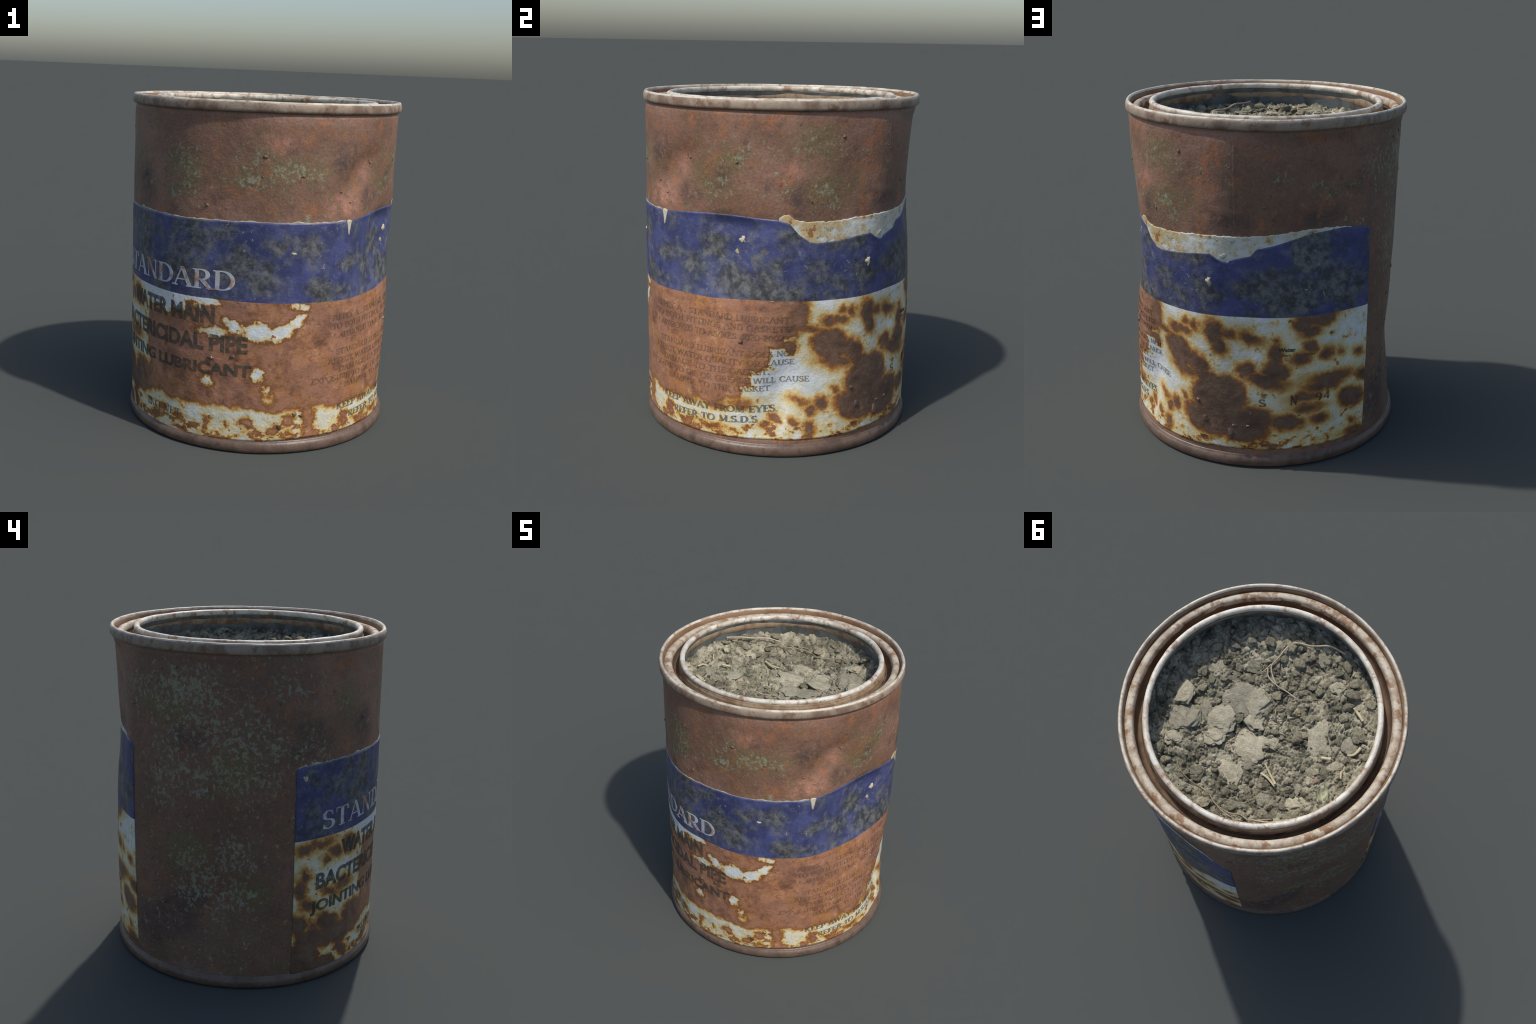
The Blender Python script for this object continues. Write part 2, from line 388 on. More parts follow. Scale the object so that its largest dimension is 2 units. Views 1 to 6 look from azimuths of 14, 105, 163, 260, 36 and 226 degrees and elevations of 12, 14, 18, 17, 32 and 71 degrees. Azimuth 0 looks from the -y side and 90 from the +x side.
SPOTS = {          # rust blooms on the white paper
    "right_upper": [(126, 66, 113, 94, -27), (129, 55, 99, 34, -9), (136, 61, 76, 60, -36), (141, 52, 78, 51, -24), (143, 82, 68, 50, -67), (145, 74, 52, 37, -68), (149, 81, 36, 20, -19), (157, 79, 46, 27, -24), (131, 86, 19, 16, -30), (130, 80, 39, 24, -12), (135, 84, 27, 21, -27), (125, 80, 37, 27, -14), (118, 76, 50, 18, -14), (110, 65, 42, 40, -48)],
    "right_lower": [(142, 40, 130, 117, -37), (139, 27, 150, 80, -18), (123, 31, 40, 36, -38), (119, 27, 31, 26, -26), (118, 16, 48, 30, -83), (112, 20, 24, 20, -37), (129, 38, 20, 16, -53), (115, 33, 36, 13, -15), (147, 43, 130, 120, 35), (154, 25, 150, 95, -10)],
    "seal_side": [(168, 70, 60, 42, -87), (168, 60, 75, 62, -9), (156, 60, 58, 44, -9), (164, 54, 112, 36, -14), (158, 79, 54, 21, -14), (168, 78, 15, 13, -7), (179, 88, 60, 50, -66), (187, 90, 90, 46, 20), (182, 82, 50, 28, 10), (182, 73, 40, 33, -49), (178, 67, 50, 32, -1), (189, 68, 37, 26, -5), (204, 64, 26, 18, -31), (195, 68, 14, 11, -51)],
    "seal_lower": [(192, 53, 125, 34, -1), (188, 49, 110, 34, 1), (207, 49, 50, 32, -32), (201, 37, 95, 58, -16), (180, 43, 74, 26, 1), (181, 36, 70, 22, -2), (186, 28, 50, 28, -9), (202, 21, 19, 13, -45), (203, 14, 62, 26, -5), (172, 28, 92, 48, -6), (158, 30, 120, 80, 5)],
    "left": [(-75, 84, 52, 26, -15), (-68, 86, 80, 24, -1), (-59, 79, 46, 30, -34), (-64, 75, 34, 25, -36), (-74, 68, 35, 29, -58), (-77, 60, 70, 36, -83), (-73, 49, 46, 26, -19), (-77, 38, 70, 55, -61), (-70, 35, 34, 25, -41), (-63, 36, 85, 52, -27), (-50, 80, 80, 50, -30), (-62, 55, 56, 24, -21), (-54, 57, 70, 26, -7), (-73, 20, 95, 70, -45), (-56, 25, 110, 66, -33), (-45, 33, 120, 84, -30), (-64, 10, 85, 38, -25), (-54, 13, 70, 34, -33)],
    "fringe": [(-34, 11, 42, 19, 13), (-30, 17, 30, 20, 33), (-20, 16, 30, 20, 6), (-7, 15, 30, 18, 85), (21, 15, 32, 29, -19), (10, 17, 38, 28, 8), (27, 20, 34, 22, 65), (28, 12, 20, 16, -51), (54, 14, 32, 20, -25), (64, 12, 52, 20, -22), (54, 18, 38, 30, -6), (66, 13, 40, 28, 45), (78, 15, 50, 16, -2), (90, 30, 46, 20, 10), (104, 23, 28, 24, 3), (100, 18, 32, 17, 4)],
}
MOULD = [          # dark grey bloom on the blue band
    (87, 100, 170, 85, 0), (97, 96, 150, 75, 5), (66, 106, 90, 60, -10), (35, 118, 75, 60, 20), (20, 122, 55, 60, 0), (2, 108, 80, 60, -20), (-12, 124, 50, 60, -30),
    (-22, 112, 45, 60, 20), (-40, 127, 40, 40, 0), (120, 104, 70, 40, 0), (128, 100, 60, 45, 0), (155, 108, 70, 60, 0), (176, 104, 150, 110, 0), (190, 112, 110, 100, 10), (168, 115, 60, 60, 0), (200, 100, 70, 60, 0), (138, 108, 50, 60, 0),
    (-72, 126, 70, 40, 0), (-72, 106, 60, 70, 10), (-66, 96, 110, 35, 0), (14, 97, 120, 35, 0), (48, 95, 110, 40, 0), (-4, 92, 110, 22, 0), (52, 114, 50, 50, 0), (110, 128, 60, 50, 0),
]


def label_group():
    t = bpy.data.node_groups.new("label_surface", "ShaderNodeTree")
    for nm, kind in (("Color", "NodeSocketColor"), ("Rust", "NodeSocketFloat"), ("Height", "NodeSocketFloat"), ("Mould", "NodeSocketFloat")):
        t.interface.new_socket(nm, in_out="OUTPUT", socket_type=kind)
    g = Graph(t)
    p = g.coords()
    u, z = g.surface_coords(p)
    w1 = g.vmath("SUBTRACT", g.noise(p, 8, 3, 0.5, colour=True), (0.5, 0.5, 0.5))
    w2 = g.vmath("SUBTRACT", g.noise(p, 34, 4, 0.6, colour=True), (0.5, 0.5, 0.5))
    flat = g.vec(u, z)
    calm = g.math("MULTIPLY_ADD", g.step(u, 0.55, 0.95), -0.30, 1.0)
    w3 = g.vmath("SUBTRACT", g.noise(p, 17, 3, 0.55, colour=True), (0.5, 0.5, 0.5))
    warp = g.vmath("ADD", g.vmath("ADD", g.vmath("SCALE", w1, scale=0.075), g.vmath("SCALE", w3, scale=0.060)), g.vmath("SCALE", w2, scale=0.045))
    q = g.vmath("ADD", flat, g.vmath("SCALE", warp, scale=calm))
    field = g.union(g.box, q, RUSTED_AREAS.values(), 0.01)
    clear = g.union(g.stain, q, [b for grp in CLEAR.values() for b in grp], 0.01, field)
    # the pale fringe along the foot of the label
    clear = g.math("MAXIMUM", clear, g.box(q, -44, 32, 0.0, 0.165))
    clear = g.math("MAXIMUM", clear, g.box(q, 40, 118, 0.0, 0.20))
    field = g.math("SMOOTH_MIN", field, g.math("MULTIPLY", clear, -1.0), 0.008)
    spots = g.union(g.stain, q, [b for grp in SPOTS.values() for b in grp], 0.010, field)
    # scattered small blooms, crowding together along the foot
    foot = g.step(z, 0.33, 0.12)
    left = g.step(u, -1.40, -1.70)
    small = g.math("SUBTRACT", g.noise(p, 23, 4, 0.6), 0.685)
    clean = g.math("MULTIPLY", g.step(u, 0.45, 0.55), g.math("MULTIPLY", g.step(u, 1.15, 1.0), g.step(z, 0.24, 0.32)))
    freckle = g.math("MULTIPLY_ADD", small, 0.32, g.math("MULTIPLY_ADD", left, 0.003, g.math("MULTIPLY", clean, -0.022)))
    crowd = g.math("SUBTRACT", g.noise(g.vmath("MULTIPLY", p, (1, 1, 1.5)), 12.5, 5, 0.64), g.math("MULTIPLY_ADD", foot, -0.318, 0.86))
    rust = g.math("MAXIMUM", g.math("MAXIMUM", field, spots), g.math("MAXIMUM", freckle, g.math("MULTIPLY", crowd, 0.30)))
    rust = g.math("ADD", rust, g.math("MULTIPLY", g.math("SUBTRACT", g.noise(p, 60, 4, 0.65), 0.5), g.math("MULTIPLY", calm, 0.022)))
    # white paper to halo to rust
    paper = g.mix(g.step(g.noise(p, 5, 5, 0.6), 0.35, 0.7), (0.69, 0.71, 0.72), (0.58, 0.61, 0.62))
    # the bleed is wide at the foot and round the sides, thin on the front
    thin = g.math("MULTIPLY", g.step(z, 0.33, 0.45), g.math("MULTIPLY", g.step(u, 0.72, 0.55), g.step(u, -1.55, -1.30)))
    reach = g.math("MULTIPLY_ADD", thin, 1.6, g.math("MULTIPLY_ADD", g.noise(p, 7, 3, 0.5), 0.7, 0.28))
    reach = g.math("MULTIPLY_ADD", foot, g.math("MULTIPLY_ADD", g.step(u, 0.75, 0.55), 0.45, 0.15), reach)
    f = g.math("MULTIPLY_ADD", g.math("MULTIPLY", rust, reach), 1 / 0.11, 0.5)
    paper = g.mix(g.math("MULTIPLY", g.math("MULTIPLY", foot, g.step(g.noise(p, 8, 4, 0.6), 0.36, 0.58)), 0.75), paper, (0.63, 0.56, 0.34))
    halo = g.ramp(f, [(0.0, (1, 1, 1)), (0.18, (1.0, 0.97, 0.86)), (0.34, (0.98, 0.80, 0.44)), (0.425, (0.84, 0.48, 0.15)), (0.485, (0.55, 0.235, 0.065)), (0.56, (0.28, 0.110, 0.045))])
    colour = g.mix(1.0, paper, halo, "MULTIPLY")
    # rust body: warm orange in front, dark brown to the sides
    n = g.noise(p, 10, 8, 0.70, 0.3)
    warm = g.ramp(n, [(0.32, (0.120, 0.058, 0.042)), (0.42, (0.240, 0.108, 0.062)), (0.50, (0.345, 0.160, 0.078)), (0.58, (0.400, 0.190, 0.098)), (0.68, (0.500, 0.285, 0.160))])
    ochre = g.step(g.noise(g.vmath("ADD", p, (1, 7, 2)), 5, 5, 0.62), 0.50, 0.66)
    warm = g.mix(g.math("MULTIPLY", ochre, 0.60), warm, (0.340, 0.150, 0.045))
    pink = g.step(g.noise(g.vmath("ADD", p, (5, 1, 2)), 4.5, 6, 0.66), 0.44, 0.60)
    warm = g.mix(g.math("MULTIPLY", pink, 0.65), warm, (0.330, 0.165, 0.112))
    deep = g.step(g.noise(g.vmath("ADD", p, (8, 2, 7)), 6.5, 6, 0.68), 0.52, 0.66)
    warm = g.mix(g.math("MULTIPLY", deep, 0.60), warm, (0.150, 0.074, 0.050))
    cool = g.ramp(n, [(0.30, (0.080, 0.046, 0.032)), (0.48, (0.145, 0.084, 0.056)), (0.62, (0.185, 0.112, 0.072)), (0.75, (0.235, 0.160, 0.105))])
    pits = g.step(g.noise(g.vmath("ADD", p, (6, 3, 8)), 34, 5, 0.68), 0.56, 0.66)
    warm = g.mix(g.math("MULTIPLY", pits, 0.55), warm, (0.120, 0.058, 0.042))
    side = g.math("MAXIMUM", g.step(u, 0.45, 0.80), g.step(u, -1.40, -1.65))
    body = g.mix(side, warm, cool)
    scuff = g.step(g.noise(g.vmath("MULTIPLY", p, (1, 1, 1.6)), 30, 6, 0.7, 1.2), 0.62, 0.72)
    body = g.mix(g.math("MULTIPLY", scuff, g.math("MULTIPLY_ADD", side, -0.35, 0.50)), body, (0.52, 0.38, 0.30))
    colour = g.mix(g.step(rust, 0.000, 0.020), colour, body)
    # blue band
    line = g.math("MULTIPLY_ADD", g.step(u, 0.1, 0.5), 0.022, 0.896)
    band = g.step(g.math("SUBTRACT", z, line), -0.0015, 0.0015)
    blue = g.mix(g.step(g.noise(p, 6, 5, 0.6), 0.38, 0.62), (0.036, 0.044, 0.122), (0.064, 0.075, 0.200))
    q2 = g.vmath("ADD", flat, g.vmath("ADD", g.vmath("SCALE", w1, scale=0.20), g.vmath("SCALE", w2, scale=0.07)))
    mould = g.union(g.stain, q2, MOULD, 0.01, rust)
    mm = g.math("MULTIPLY_ADD", g.math("SUBTRACT", g.noise(p, 4.6, 6, 0.58), 0.530), 0.60, -0.002)
    mould = g.step(g.math("MAXIMUM", mould, mm), -0.050, 0.045)
    grey = g.mix(g.step(g.noise(p, 22, 6, 0.65), 0.38, 0.66), (0.040, 0.043, 0.040), (0.165, 0.168, 0.150))
    blue = g.mix(g.math("MULTIPLY", mould, 0.88), blue, grey)
    wear = g.step(g.noise(g.vmath("MULTIPLY", p, (1, 1, 1.5)), 36, 7, 0.72, 1.0), 0.63, 0.74)
    patchy = g.step(g.noise(g.vmath("ADD", p, (1, 8, 3)), 3.5, 3, 0.5), 0.45, 0.65)
    blue = g.mix(g.math("MULTIPLY", wear, g.math("MULTIPLY_ADD", patchy, 0.50, 0.25)), blue, (0.46, 0.46, 0.45))
    nick = g.step(g.noise(g.vmath("ADD", g.vmath("MULTIPLY", p, (1, 1, 0.7)), (3, 5, 1)), 47, 5, 0.75, 0.8), 0.63, 0.69)
    blue = g.mix(g.math("MULTIPLY", nick, g.math("MULTIPLY_ADD", patchy, 0.6, 0.25)), blue, (0.62, 0.60, 0.54))
    haze = g.step(g.noise(g.vmath("ADD", p, (2, 9, 4)), 13, 6, 0.66, 0.5), 0.50, 0.72)
    blue = g.mix(g.math("MULTIPLY", haze, 0.45), blue, (0.200, 0.205, 0.230))
    colour = g.mix(band, colour, blue)
    rustmask = g.math("MULTIPLY", g.step(rust, -0.004, 0.01), g.math("SUBTRACT", 1.0, band))
    grain = g.noise(p, 85, 4, 0.6)
    colour = g.mix(0.45, colour, g.mix(grain, (0.35, 0.35, 0.35), (1.6, 1.6, 1.6)), "MULTIPLY")
    below = g.step(z, 0.93, 0.88)          # the band is smooth, the rusted print below it is rough
    lumps = g.math("MULTIPLY_ADD", g.noise(p, 15, 5, 0.55), 0.75, g.math("MULTIPLY", g.noise(g.vmath("MULTIPLY", p, (1, 1, 1.7)), 46, 5, 0.6), 0.22))
    height = g.math("MULTIPLY", lumps, g.math("MULTIPLY_ADD", below, 0.35, 0.65))
    out = g.add("NodeGroupOutput")
    for s, v in zip(out.inputs, (colour, rustmask, height, g.math("MULTIPLY", mould, band))):
        g.put(s, v)
    return t


LABEL_GROUP = label_group()


def use_label(g):
    n = g.add("ShaderNodeGroup")
    n.node_tree = LABEL_GROUP
    return n.outputs["Color"], n.outputs["Rust"], n.outputs["Height"], n.outputs["Mould"]


def build_label(g):
    c, r, h, m = use_label(g)
    return c, h, 0.60, 0.014


M_LABEL = material("printed_label", build_label, 0.42, 0.0, 0.5)


def ink(colour, on_rust, on_paper, stain=None):
    """Printing ink that lets the stained paper show through where it has worn."""
    def build(g):
        c, r, h, m = use_label(g)
        p = g.coords()
        n = g.step(g.noise(p, 28, 5, 0.65), 0.30, 0.62)
        k = g.math("MULTIPLY_ADD", r, on_rust - on_paper, on_paper)
        k = g.math("MULTIPLY", k, g.math("MULTIPLY_ADD", n, 0.30, 0.70))
        tone = colour
        if stain:
            s = g.step(g.noise(p, 12, 4, 0.6, 0.3), 0.50, 0.60)
            tone = g.mix(g.math("MULTIPLY", s, 0.85), colour, stain)
        return g.mix(k, c, tone), h, 0.5, 0.012
    return build


M_BOLD_INK = material("dark_green_ink", ink((0.036, 0.044, 0.038), 0.86, 0.95), 0.5)
M_CAPS_INK = material("worn_caps_ink", ink((0.045, 0.050, 0.042), 0.58, 0.82), 0.5)
M_SMALL_INK = material("faded_small_ink", ink((0.060, 0.055, 0.042), 0.48, 0.75), 0.55)
M_WHITE_INK = material("white_print", ink((0.52, 0.55, 0.58), 0.9, 0.95, (0.42, 0.20, 0.08)), 0.5)


def build_torn(g):
    p = g.coords()
    u, z = g.surface_coords(p)
    c = g.mix(g.step(g.noise(p, 12, 6, 0.65), 0.35, 0.65), (0.53, 0.52, 0.43), (0.60, 0.62, 0.59))
    west = g.math("MULTIPLY", g.step(u, 1.0, 0.75), 0.10)
    s = g.step(g.math("ADD", g.noise(g.vmath("ADD", p, (2, 2, 2)), 15, 5, 0.62), west), 0.48, 0.62)
    c = g.mix(g.math("MULTIPLY", s, 0.85), c, (0.50, 0.36, 0.15))
    s = g.step(g.noise(g.vmath("ADD", p, (2, 2, 2)), 15, 5, 0.62), 0.60, 0.68)
    c = g.mix(s, c, (0.33, 0.14, 0.05))
    d = g.step(g.noise(g.vmath("ADD", p, (7, 2, 5)), 24, 6, 0.65), 0.56, 0.66)
    c = g.mix(g.math("MULTIPLY", d, 0.7), c, (0.13, 0.12, 0.075))
    return c, g.noise(p, 26, 6, 0.65), 0.5, 0.012


M_TORN = material("torn_white_paper", build_torn, 0.6)
M_PRIMER = material("old_primer", worn_metal((0.40, 0.39, 0.32), (0.30, 0.28, 0.21), (0.22, 0.12, 0.065), 0.02, 16, 1.0), 0.6)
M_CHIP = material("cream_paint_chip", worn_metal((0.52, 0.48, 0.38), (0.42, 0.34, 0.21), (0.38, 0.20, 0.07), 0.05, 14, 1.0), 0.5)
M_RUSTCHIP = material("rust_blister", worn_metal((0.15, 0.09, 0.06), (0.10, 0.06, 0.04), (0.22, 0.10, 0.045), 0.0, 14, 1.0), 0.3, 0.0, 0.6)

# ------------------------------------------------------------------ soil materials
def build_soil(g):
    p = g.coords()
    n = g.noise(p, 9, 7, 0.65)
    c = g.ramp(n, [(0.32, (0.055, 0.052, 0.040)), (0.44, (0.180, 0.167, 0.120)), (0.56, (0.365, 0.336, 0.245)), (0.72, (0.55, 0.505, 0.375))])
    moss = g.step(g.noise(g.vmath("ADD", p, (3, 1, 2)), 5.5, 4, 0.6), 0.56, 0.70)
    c = g.mix(g.math("MULTIPLY", moss, 0.55), c, (0.125, 0.150, 0.090))
    sp = g.step(g.noise(p, 75, 3, 0.6), 0.60, 0.72)
    c = g.mix(g.math("MULTIPLY", sp, 0.6), c, (0.46, 0.43, 0.34))
    v = g.step(g.noise(g.vmath("ADD", p, (1, 9, 2)), 42, 4, 0.6), 0.44, 0.34)
    c = g.mix(g.math("MULTIPLY", v, 0.6), c, (0.075, 0.072, 0.062))
    return c, g.noise(p, 55, 6, 0.7), 0.8, 0.01


M_SOIL = material("dry_soil", build_soil, 0.95, 0.0, 0.1)


def stone(a, b, green=0.25):
    def build(g):
        p = g.coords()
        info = g.add("ShaderNodeObjectInfo")
        shift = g.vmath("ADD", p, g.vec(g.math("MULTIPLY", info.outputs["Random"], 37.0), 0.0, 0.0))
        c = g.mix(g.step(g.noise(shift, 2.4, 7, 0.68), 0.34, 0.66), a, b)
        c = g.mix(1.0, c, g.mix(info.outputs["Random"], (0.68, 0.68, 0.66), (1.18, 1.15, 1.08)), "MULTIPLY")
        m = g.step(g.math("FRACT", g.math("MULTIPLY", info.outputs["Random"], 7.31)), 0.80, 0.92)
        c = g.mix(g.math("MULTIPLY", m, green), c, (0.13, 0.16, 0.10))
        sp = g.step(g.noise(shift, 9, 4, 0.6), 0.60, 0.70)
        c = g.mix(g.math("MULTIPLY", sp, 0.5), c, (0.10, 0.095, 0.08))
        return c, g.noise(shift, 5.5, 7, 0.7), 0.7, 0.05
    return build


M_CLOD = material("pale_earth_clod", stone((0.480, 0.443, 0.335), (0.690, 0.640, 0.500), 0.08), 0.92, 0.0, 0.15)
M_PEBBLE = material("mixed_pebble", stone((0.225, 0.208, 0.150), (0.560, 0.515, 0.385), 0.42), 0.88, 0.0, 0.2)
M_PINK = material("pink_pebble", stone((0.36, 0.25, 0.19), (0.46, 0.34, 0.26), 0.0), 0.85)
M_GOLD = material("yellow_grit", stone((0.52, 0.38, 0.14), (0.62, 0.52, 0.28), 0.0), 0.6)


def plant(a, b):
    def build(g):
        p = g.coords()
        c = g.mix(g.step(g.noise(p, 14, 5, 0.6), 0.35, 0.65), a, b)
        return c, g.noise(p, 60, 4, 0.6), 0.4, 0.004
    return build


M_ROOT = material("pale_root", plant((0.36, 0.30, 0.21), (0.52, 0.45, 0.34)), 0.75)
M_THINROOT = material("brown_rootlet", plant((0.27, 0.205, 0.145), (0.38, 0.30, 0.21)), 0.8)
M_STRAW = material("dry_straw", plant((0.42, 0.36, 0.22), (0.56, 0.50, 0.34)), 0.6)
M_LEAF = material("withered_leaf", plant((0.34, 0.34, 0.22), (0.50, 0.49, 0.34)), 0.8)

# ------------------------------------------------------------------ the tin
can = bpy.data.objects.new("rusty_tin", None)
bpy.context.scene.collection.objects.link(can)
can["label"] = "open dented rusty tin with peeling blue and white label, full of dry soil"
can["category"] = "tin can"

# body wall: outer skin with dents, a thickness, and the flare into the foot seam
SEG, ROWS = 288, 150
verts, faces = [], []
heights = [0.055 + (1.945 - 0.055) * j / (ROWS - 1) for j in range(ROWS)]
inner = [1.945 - 0.06 * k for k in range(32)] + [0.03]
M = ROWS + len(inner)
for i in range(SEG):
    az = 360.0 * i / SEG
    for z in heights:
        notch = -0.007 * max(0.0, 1 - abs(z - 1.936) / 0.014)      # wall cut in to draw the dark contact shade below the rim
        verts.append(skin(az, z, notch))
    for z in inner:
        x, y, _ = skin(az, min(max(z, 0.06), 1.94), -0.010, 0.0)
        verts.append((x, y, z))
for i in range(SEG):
    j = (i + 1) % SEG
    for k in range(M):
        l = (k + 1) % M
        faces.append((i * M + k, j * M + k, j * M + l, i * M + l))
body = mesh_object("can_body", verts, faces, M_BODY, can)

lathe("bottom_rim", [(0.800, 0.078), (0.8085, 0.074), (0.8125, 0.066), (0.8200, 0.057), (0.8245, 0.044), (0.8255, 0.030), (0.8215, 0.012), (0.812, 0.002), (0.800, 0.0), (0.790, 0.006), (0.786, 0.030), (0.792, 0.060)], M_FOOT, can, 160, 0.0024, seed=1.3, sub=2)
lathe("can_bottom", [(0.001, 0.026), (0.40, 0.024), (0.74, 0.022), (0.765, 0.012), (0.788, 0.020), (0.788, 0.034), (0.765, 0.030), (0.40, 0.034), (0.001, 0.036)], M_RIMWALL, can, 96, 0.0, closed=False)
lathe("top_rim", [(0.796, 1.940), (0.808, 1.9385), (0.817, 1.940), (0.8230, 1.948), (0.8245, 1.960), (0.8240, 1.974), (0.8215, 1.985), (0.8170, 1.9915), (0.806, 1.989), (0.798, 1.975)], M_RIM, can, 192, 0.0032, seed=2.1, sub=2)
lathe("rim_crest", [(0.8195, 1.9855), (0.8180, 1.9925), (0.8135, 1.9975), (0.8075, 1.9985), (0.8020, 1.9955), (0.7985, 1.9880), (0.7985, 1.9780), (0.806, 1.982)], M_CREST, can, 192, 0.0032, seed=2.1, sub=2)
lathe("rim_inside", [(0.7980, 1.986), (0.7930, 1.978), (0.7895, 1.958), (0.7900, 1.935), (0.7960, 1.930), (0.7985, 1.960)], M_RIMWALL, can, 160, 0.0022, seed=2.9, sub=2)
lathe("lid_ledge", [(0.7925, 1.940), (0.7890, 1.953), (0.780, 1.961), (0.768, 1.9665), (0.755, 1.9665), (0.744, 1.962), (0.737, 1.950), (0.734, 1.932), (0.744, 1.925), (0.775, 1.930)], M_LEDGE, can, 160, 0.0030, seed=4.4, sub=2)
lathe("lid_groove", [(0.739, 1.950), (0.7345, 1.925), (0.731, 1.902), (0.724, 1.887), (0.712, 1.880), (0.700, 1.886), (0.6955, 1.908), (0.703, 1.872), (0.716, 1.868), (0.736, 1.880), (0.745, 1.930)], M_GROOVE, can, 160, 0.0020, seed=5.0, sub=2)
lathe("neck", [(0.6965, 1.880), (0.6940, 1.912), (0.6900, 1.930), (0.6895, 1.942), (0.6855, 1.950), (0.6840, 1.962), (0.676, 1.968), (0.662, 1.950), (0.672, 1.890)], M_NECK, can, 160, 0.0024, seed=5.7, sub=2)
lathe("mouth_bead", [(0.6840, 1.972), (0.6840, 1.981), (0.6800, 1.9890), (0.6725, 1.9930), (0.6640, 1.9930), (0.6560, 1.9895), (0.6510, 1.9830), (0.6495, 1.9740), (0.6530, 1.9630), (0.6600, 1.9560), (0.6700, 1.9580), (0.6790, 1.9620)], M_BEAD, can, 192, 0.0038, seed=6.6, sub=2)
lathe("inner_wall", [(0.6560, 1.962), (0.6600, 1.945), (0.6680, 1.925), (0.6720, 1.880), (0.6760, 1.830), (0.6780, 1.780), (0.6780, 1.660), (0.6880, 1.660), (0.6880, 1.800), (0.6860, 1.880), (0.6760, 1.945)], M_INSIDE, can, 160, 0.0022, seed=7.3, sub=2)

# side seam ridge of the tin above the label (thin vertical fold)
sv, sf = [], []
for k in range(61):
    z = 1.36 + (1.925 - 1.36) * k / 60
    for da, h in ((-0.7, -0.001), (-0.12, 0.0012), (0.12, 0.0012), (0.7, -0.001)):
        sv.append(skin(152.0 + da, z, h))
for k in range(60):
    for j in range(3):
        a = k * 4 + j
        sf.append((a, a + 1, a + 5, a + 4))
mesh_object("side_seam", sv, sf, M_BODY, can)

# ------------------------------------------------------------------ label and torn paper
LABEL_TOP = [(-79.7, 1.300), (-79.0, 1.318), (-77, 1.326), (-56, 1.339), (-26, 1.338), (-3, 1.343), (17, 1.348), (42, 1.349), (49.5, 1.350), (50.2, 1.330), (50.8, 1.272), (51.6, 1.272), (52.4, 1.330), (53.0, 1.352),
             (58, 1.358), (72, 1.368), (84, 1.372), (104, 1.366), (108.5, 1.348), (112, 1.290), (116, 1.250), (119, 1.241), (124, 1.245), (128.5, 1.252), (142, 1.276), (145, 1.248), (149.3, 1.228),
             (150.4, 1.247), (157.7, 1.268), (160.2, 1.308), (167, 1.325), (182, 1.376), (197, 1.391), (205, 1.386), (207.5, 1.376), (208.6, 1.352)]
LABEL_FOOT = [(-79.7, 0.066), (-18, 0.062), (-5, 0.068), (18, 0.076), (30, 0.086), (58, 0.094), (104, 0.100), (127, 0.101), (146, 0.113), (202, 0.113), (206.5, 0.120), (208.6, 0.140)]
PAPER_TOP = [(104.5, 1.372), (106, 1.395), (108, 1.398), (110.5, 1.372), (114, 1.360), (126, 1.357), (135, 1.370), (142, 1.376), (149, 1.376), (163, 1.381), (181, 1.401), (197, 1.398), (200, 1.388)]
PAPER_FOOT = [(104.5, 1.30), (110, 1.20), (160, 1.18), (200, 1.30)]
label = wrapped_sheet("paper_label", -79.7, 208.6, 0.4, 118, LABEL_FOOT, LABEL_TOP, 0.0040, M_LABEL, can)
wrapped_sheet("torn_paper", 104.5, 200, 0.5, 26, PAPER_FOOT, PAPER_TOP, 0.0020, M_TORN, label, ragged=0.006)
wrapped_sheet("torn_paper", 49.9, 52.8, 0.3, 10, [(49.9, 1.26), (52.8, 1.26)], [(49.9, 1.352), (51, 1.358), (52.8, 1.35)], 0.0022, M_CHIP, label, ragged=0.002)

# old primer left in a broken line along the label's upper edge
EDGE_TOP = []
for k in range(-79, 105):
    w = max(0.0, noise.noise(Vector((k * 0.16, 2.0, 0.0))) + 0.02) * 0.024 + max(0.0, noise.noise(Vector((k * 0.9, 4.0, 0.0)))) * 0.014
    EDGE_TOP.append((k, lerp_profile(LABEL_TOP, k) + 0.0015 + w * (1.6 if k < -20 else 0.8)))
wrapped_sheet("primer_edge", -79, 49.4, 0.5, 6, [(k, z - 0.03) for k, z in LABEL_TOP], EDGE_TOP, 0.0008, M_PRIMER, label)


def lump(name, az, z, ra, rz, height, mat, parent, seed):
    """A flake or blister sitting on the wall."""
    verts, faces, ring, seg = [skin(az, z, 0.004 + height)], [], 4, 14
    for k in range(1, ring + 1):
        t = k / ring
        for j in range(seg):
            a = math.tau * j / seg
            w = 1 + 1.1 * noise.noise(Vector((math.cos(a) * 1.6 + seed, math.sin(a) * 1.6, seed)))
            h = height * math.sqrt(max(0.0, 1 - t * t)) * (1 + 0.5 * noise.noise(Vector((a, t * 3, seed))))
            verts.append(skin(az + math.cos(a) * ra * t * w / ARC, z + math.sin(a) * rz * t * w, (0.004 + h) if k < ring else 0.002))
    for j in range(seg):
        faces.append((0, 1 + j, 1 + (j + 1) % seg))
    for k in range(ring - 1):
        for j in range(seg):
            a, b = 1 + k * seg + j, 1 + k * seg + (j + 1) % seg
            faces.append((a, a + seg, b + seg, b))
    return mesh_object(name, verts, faces, mat, parent)


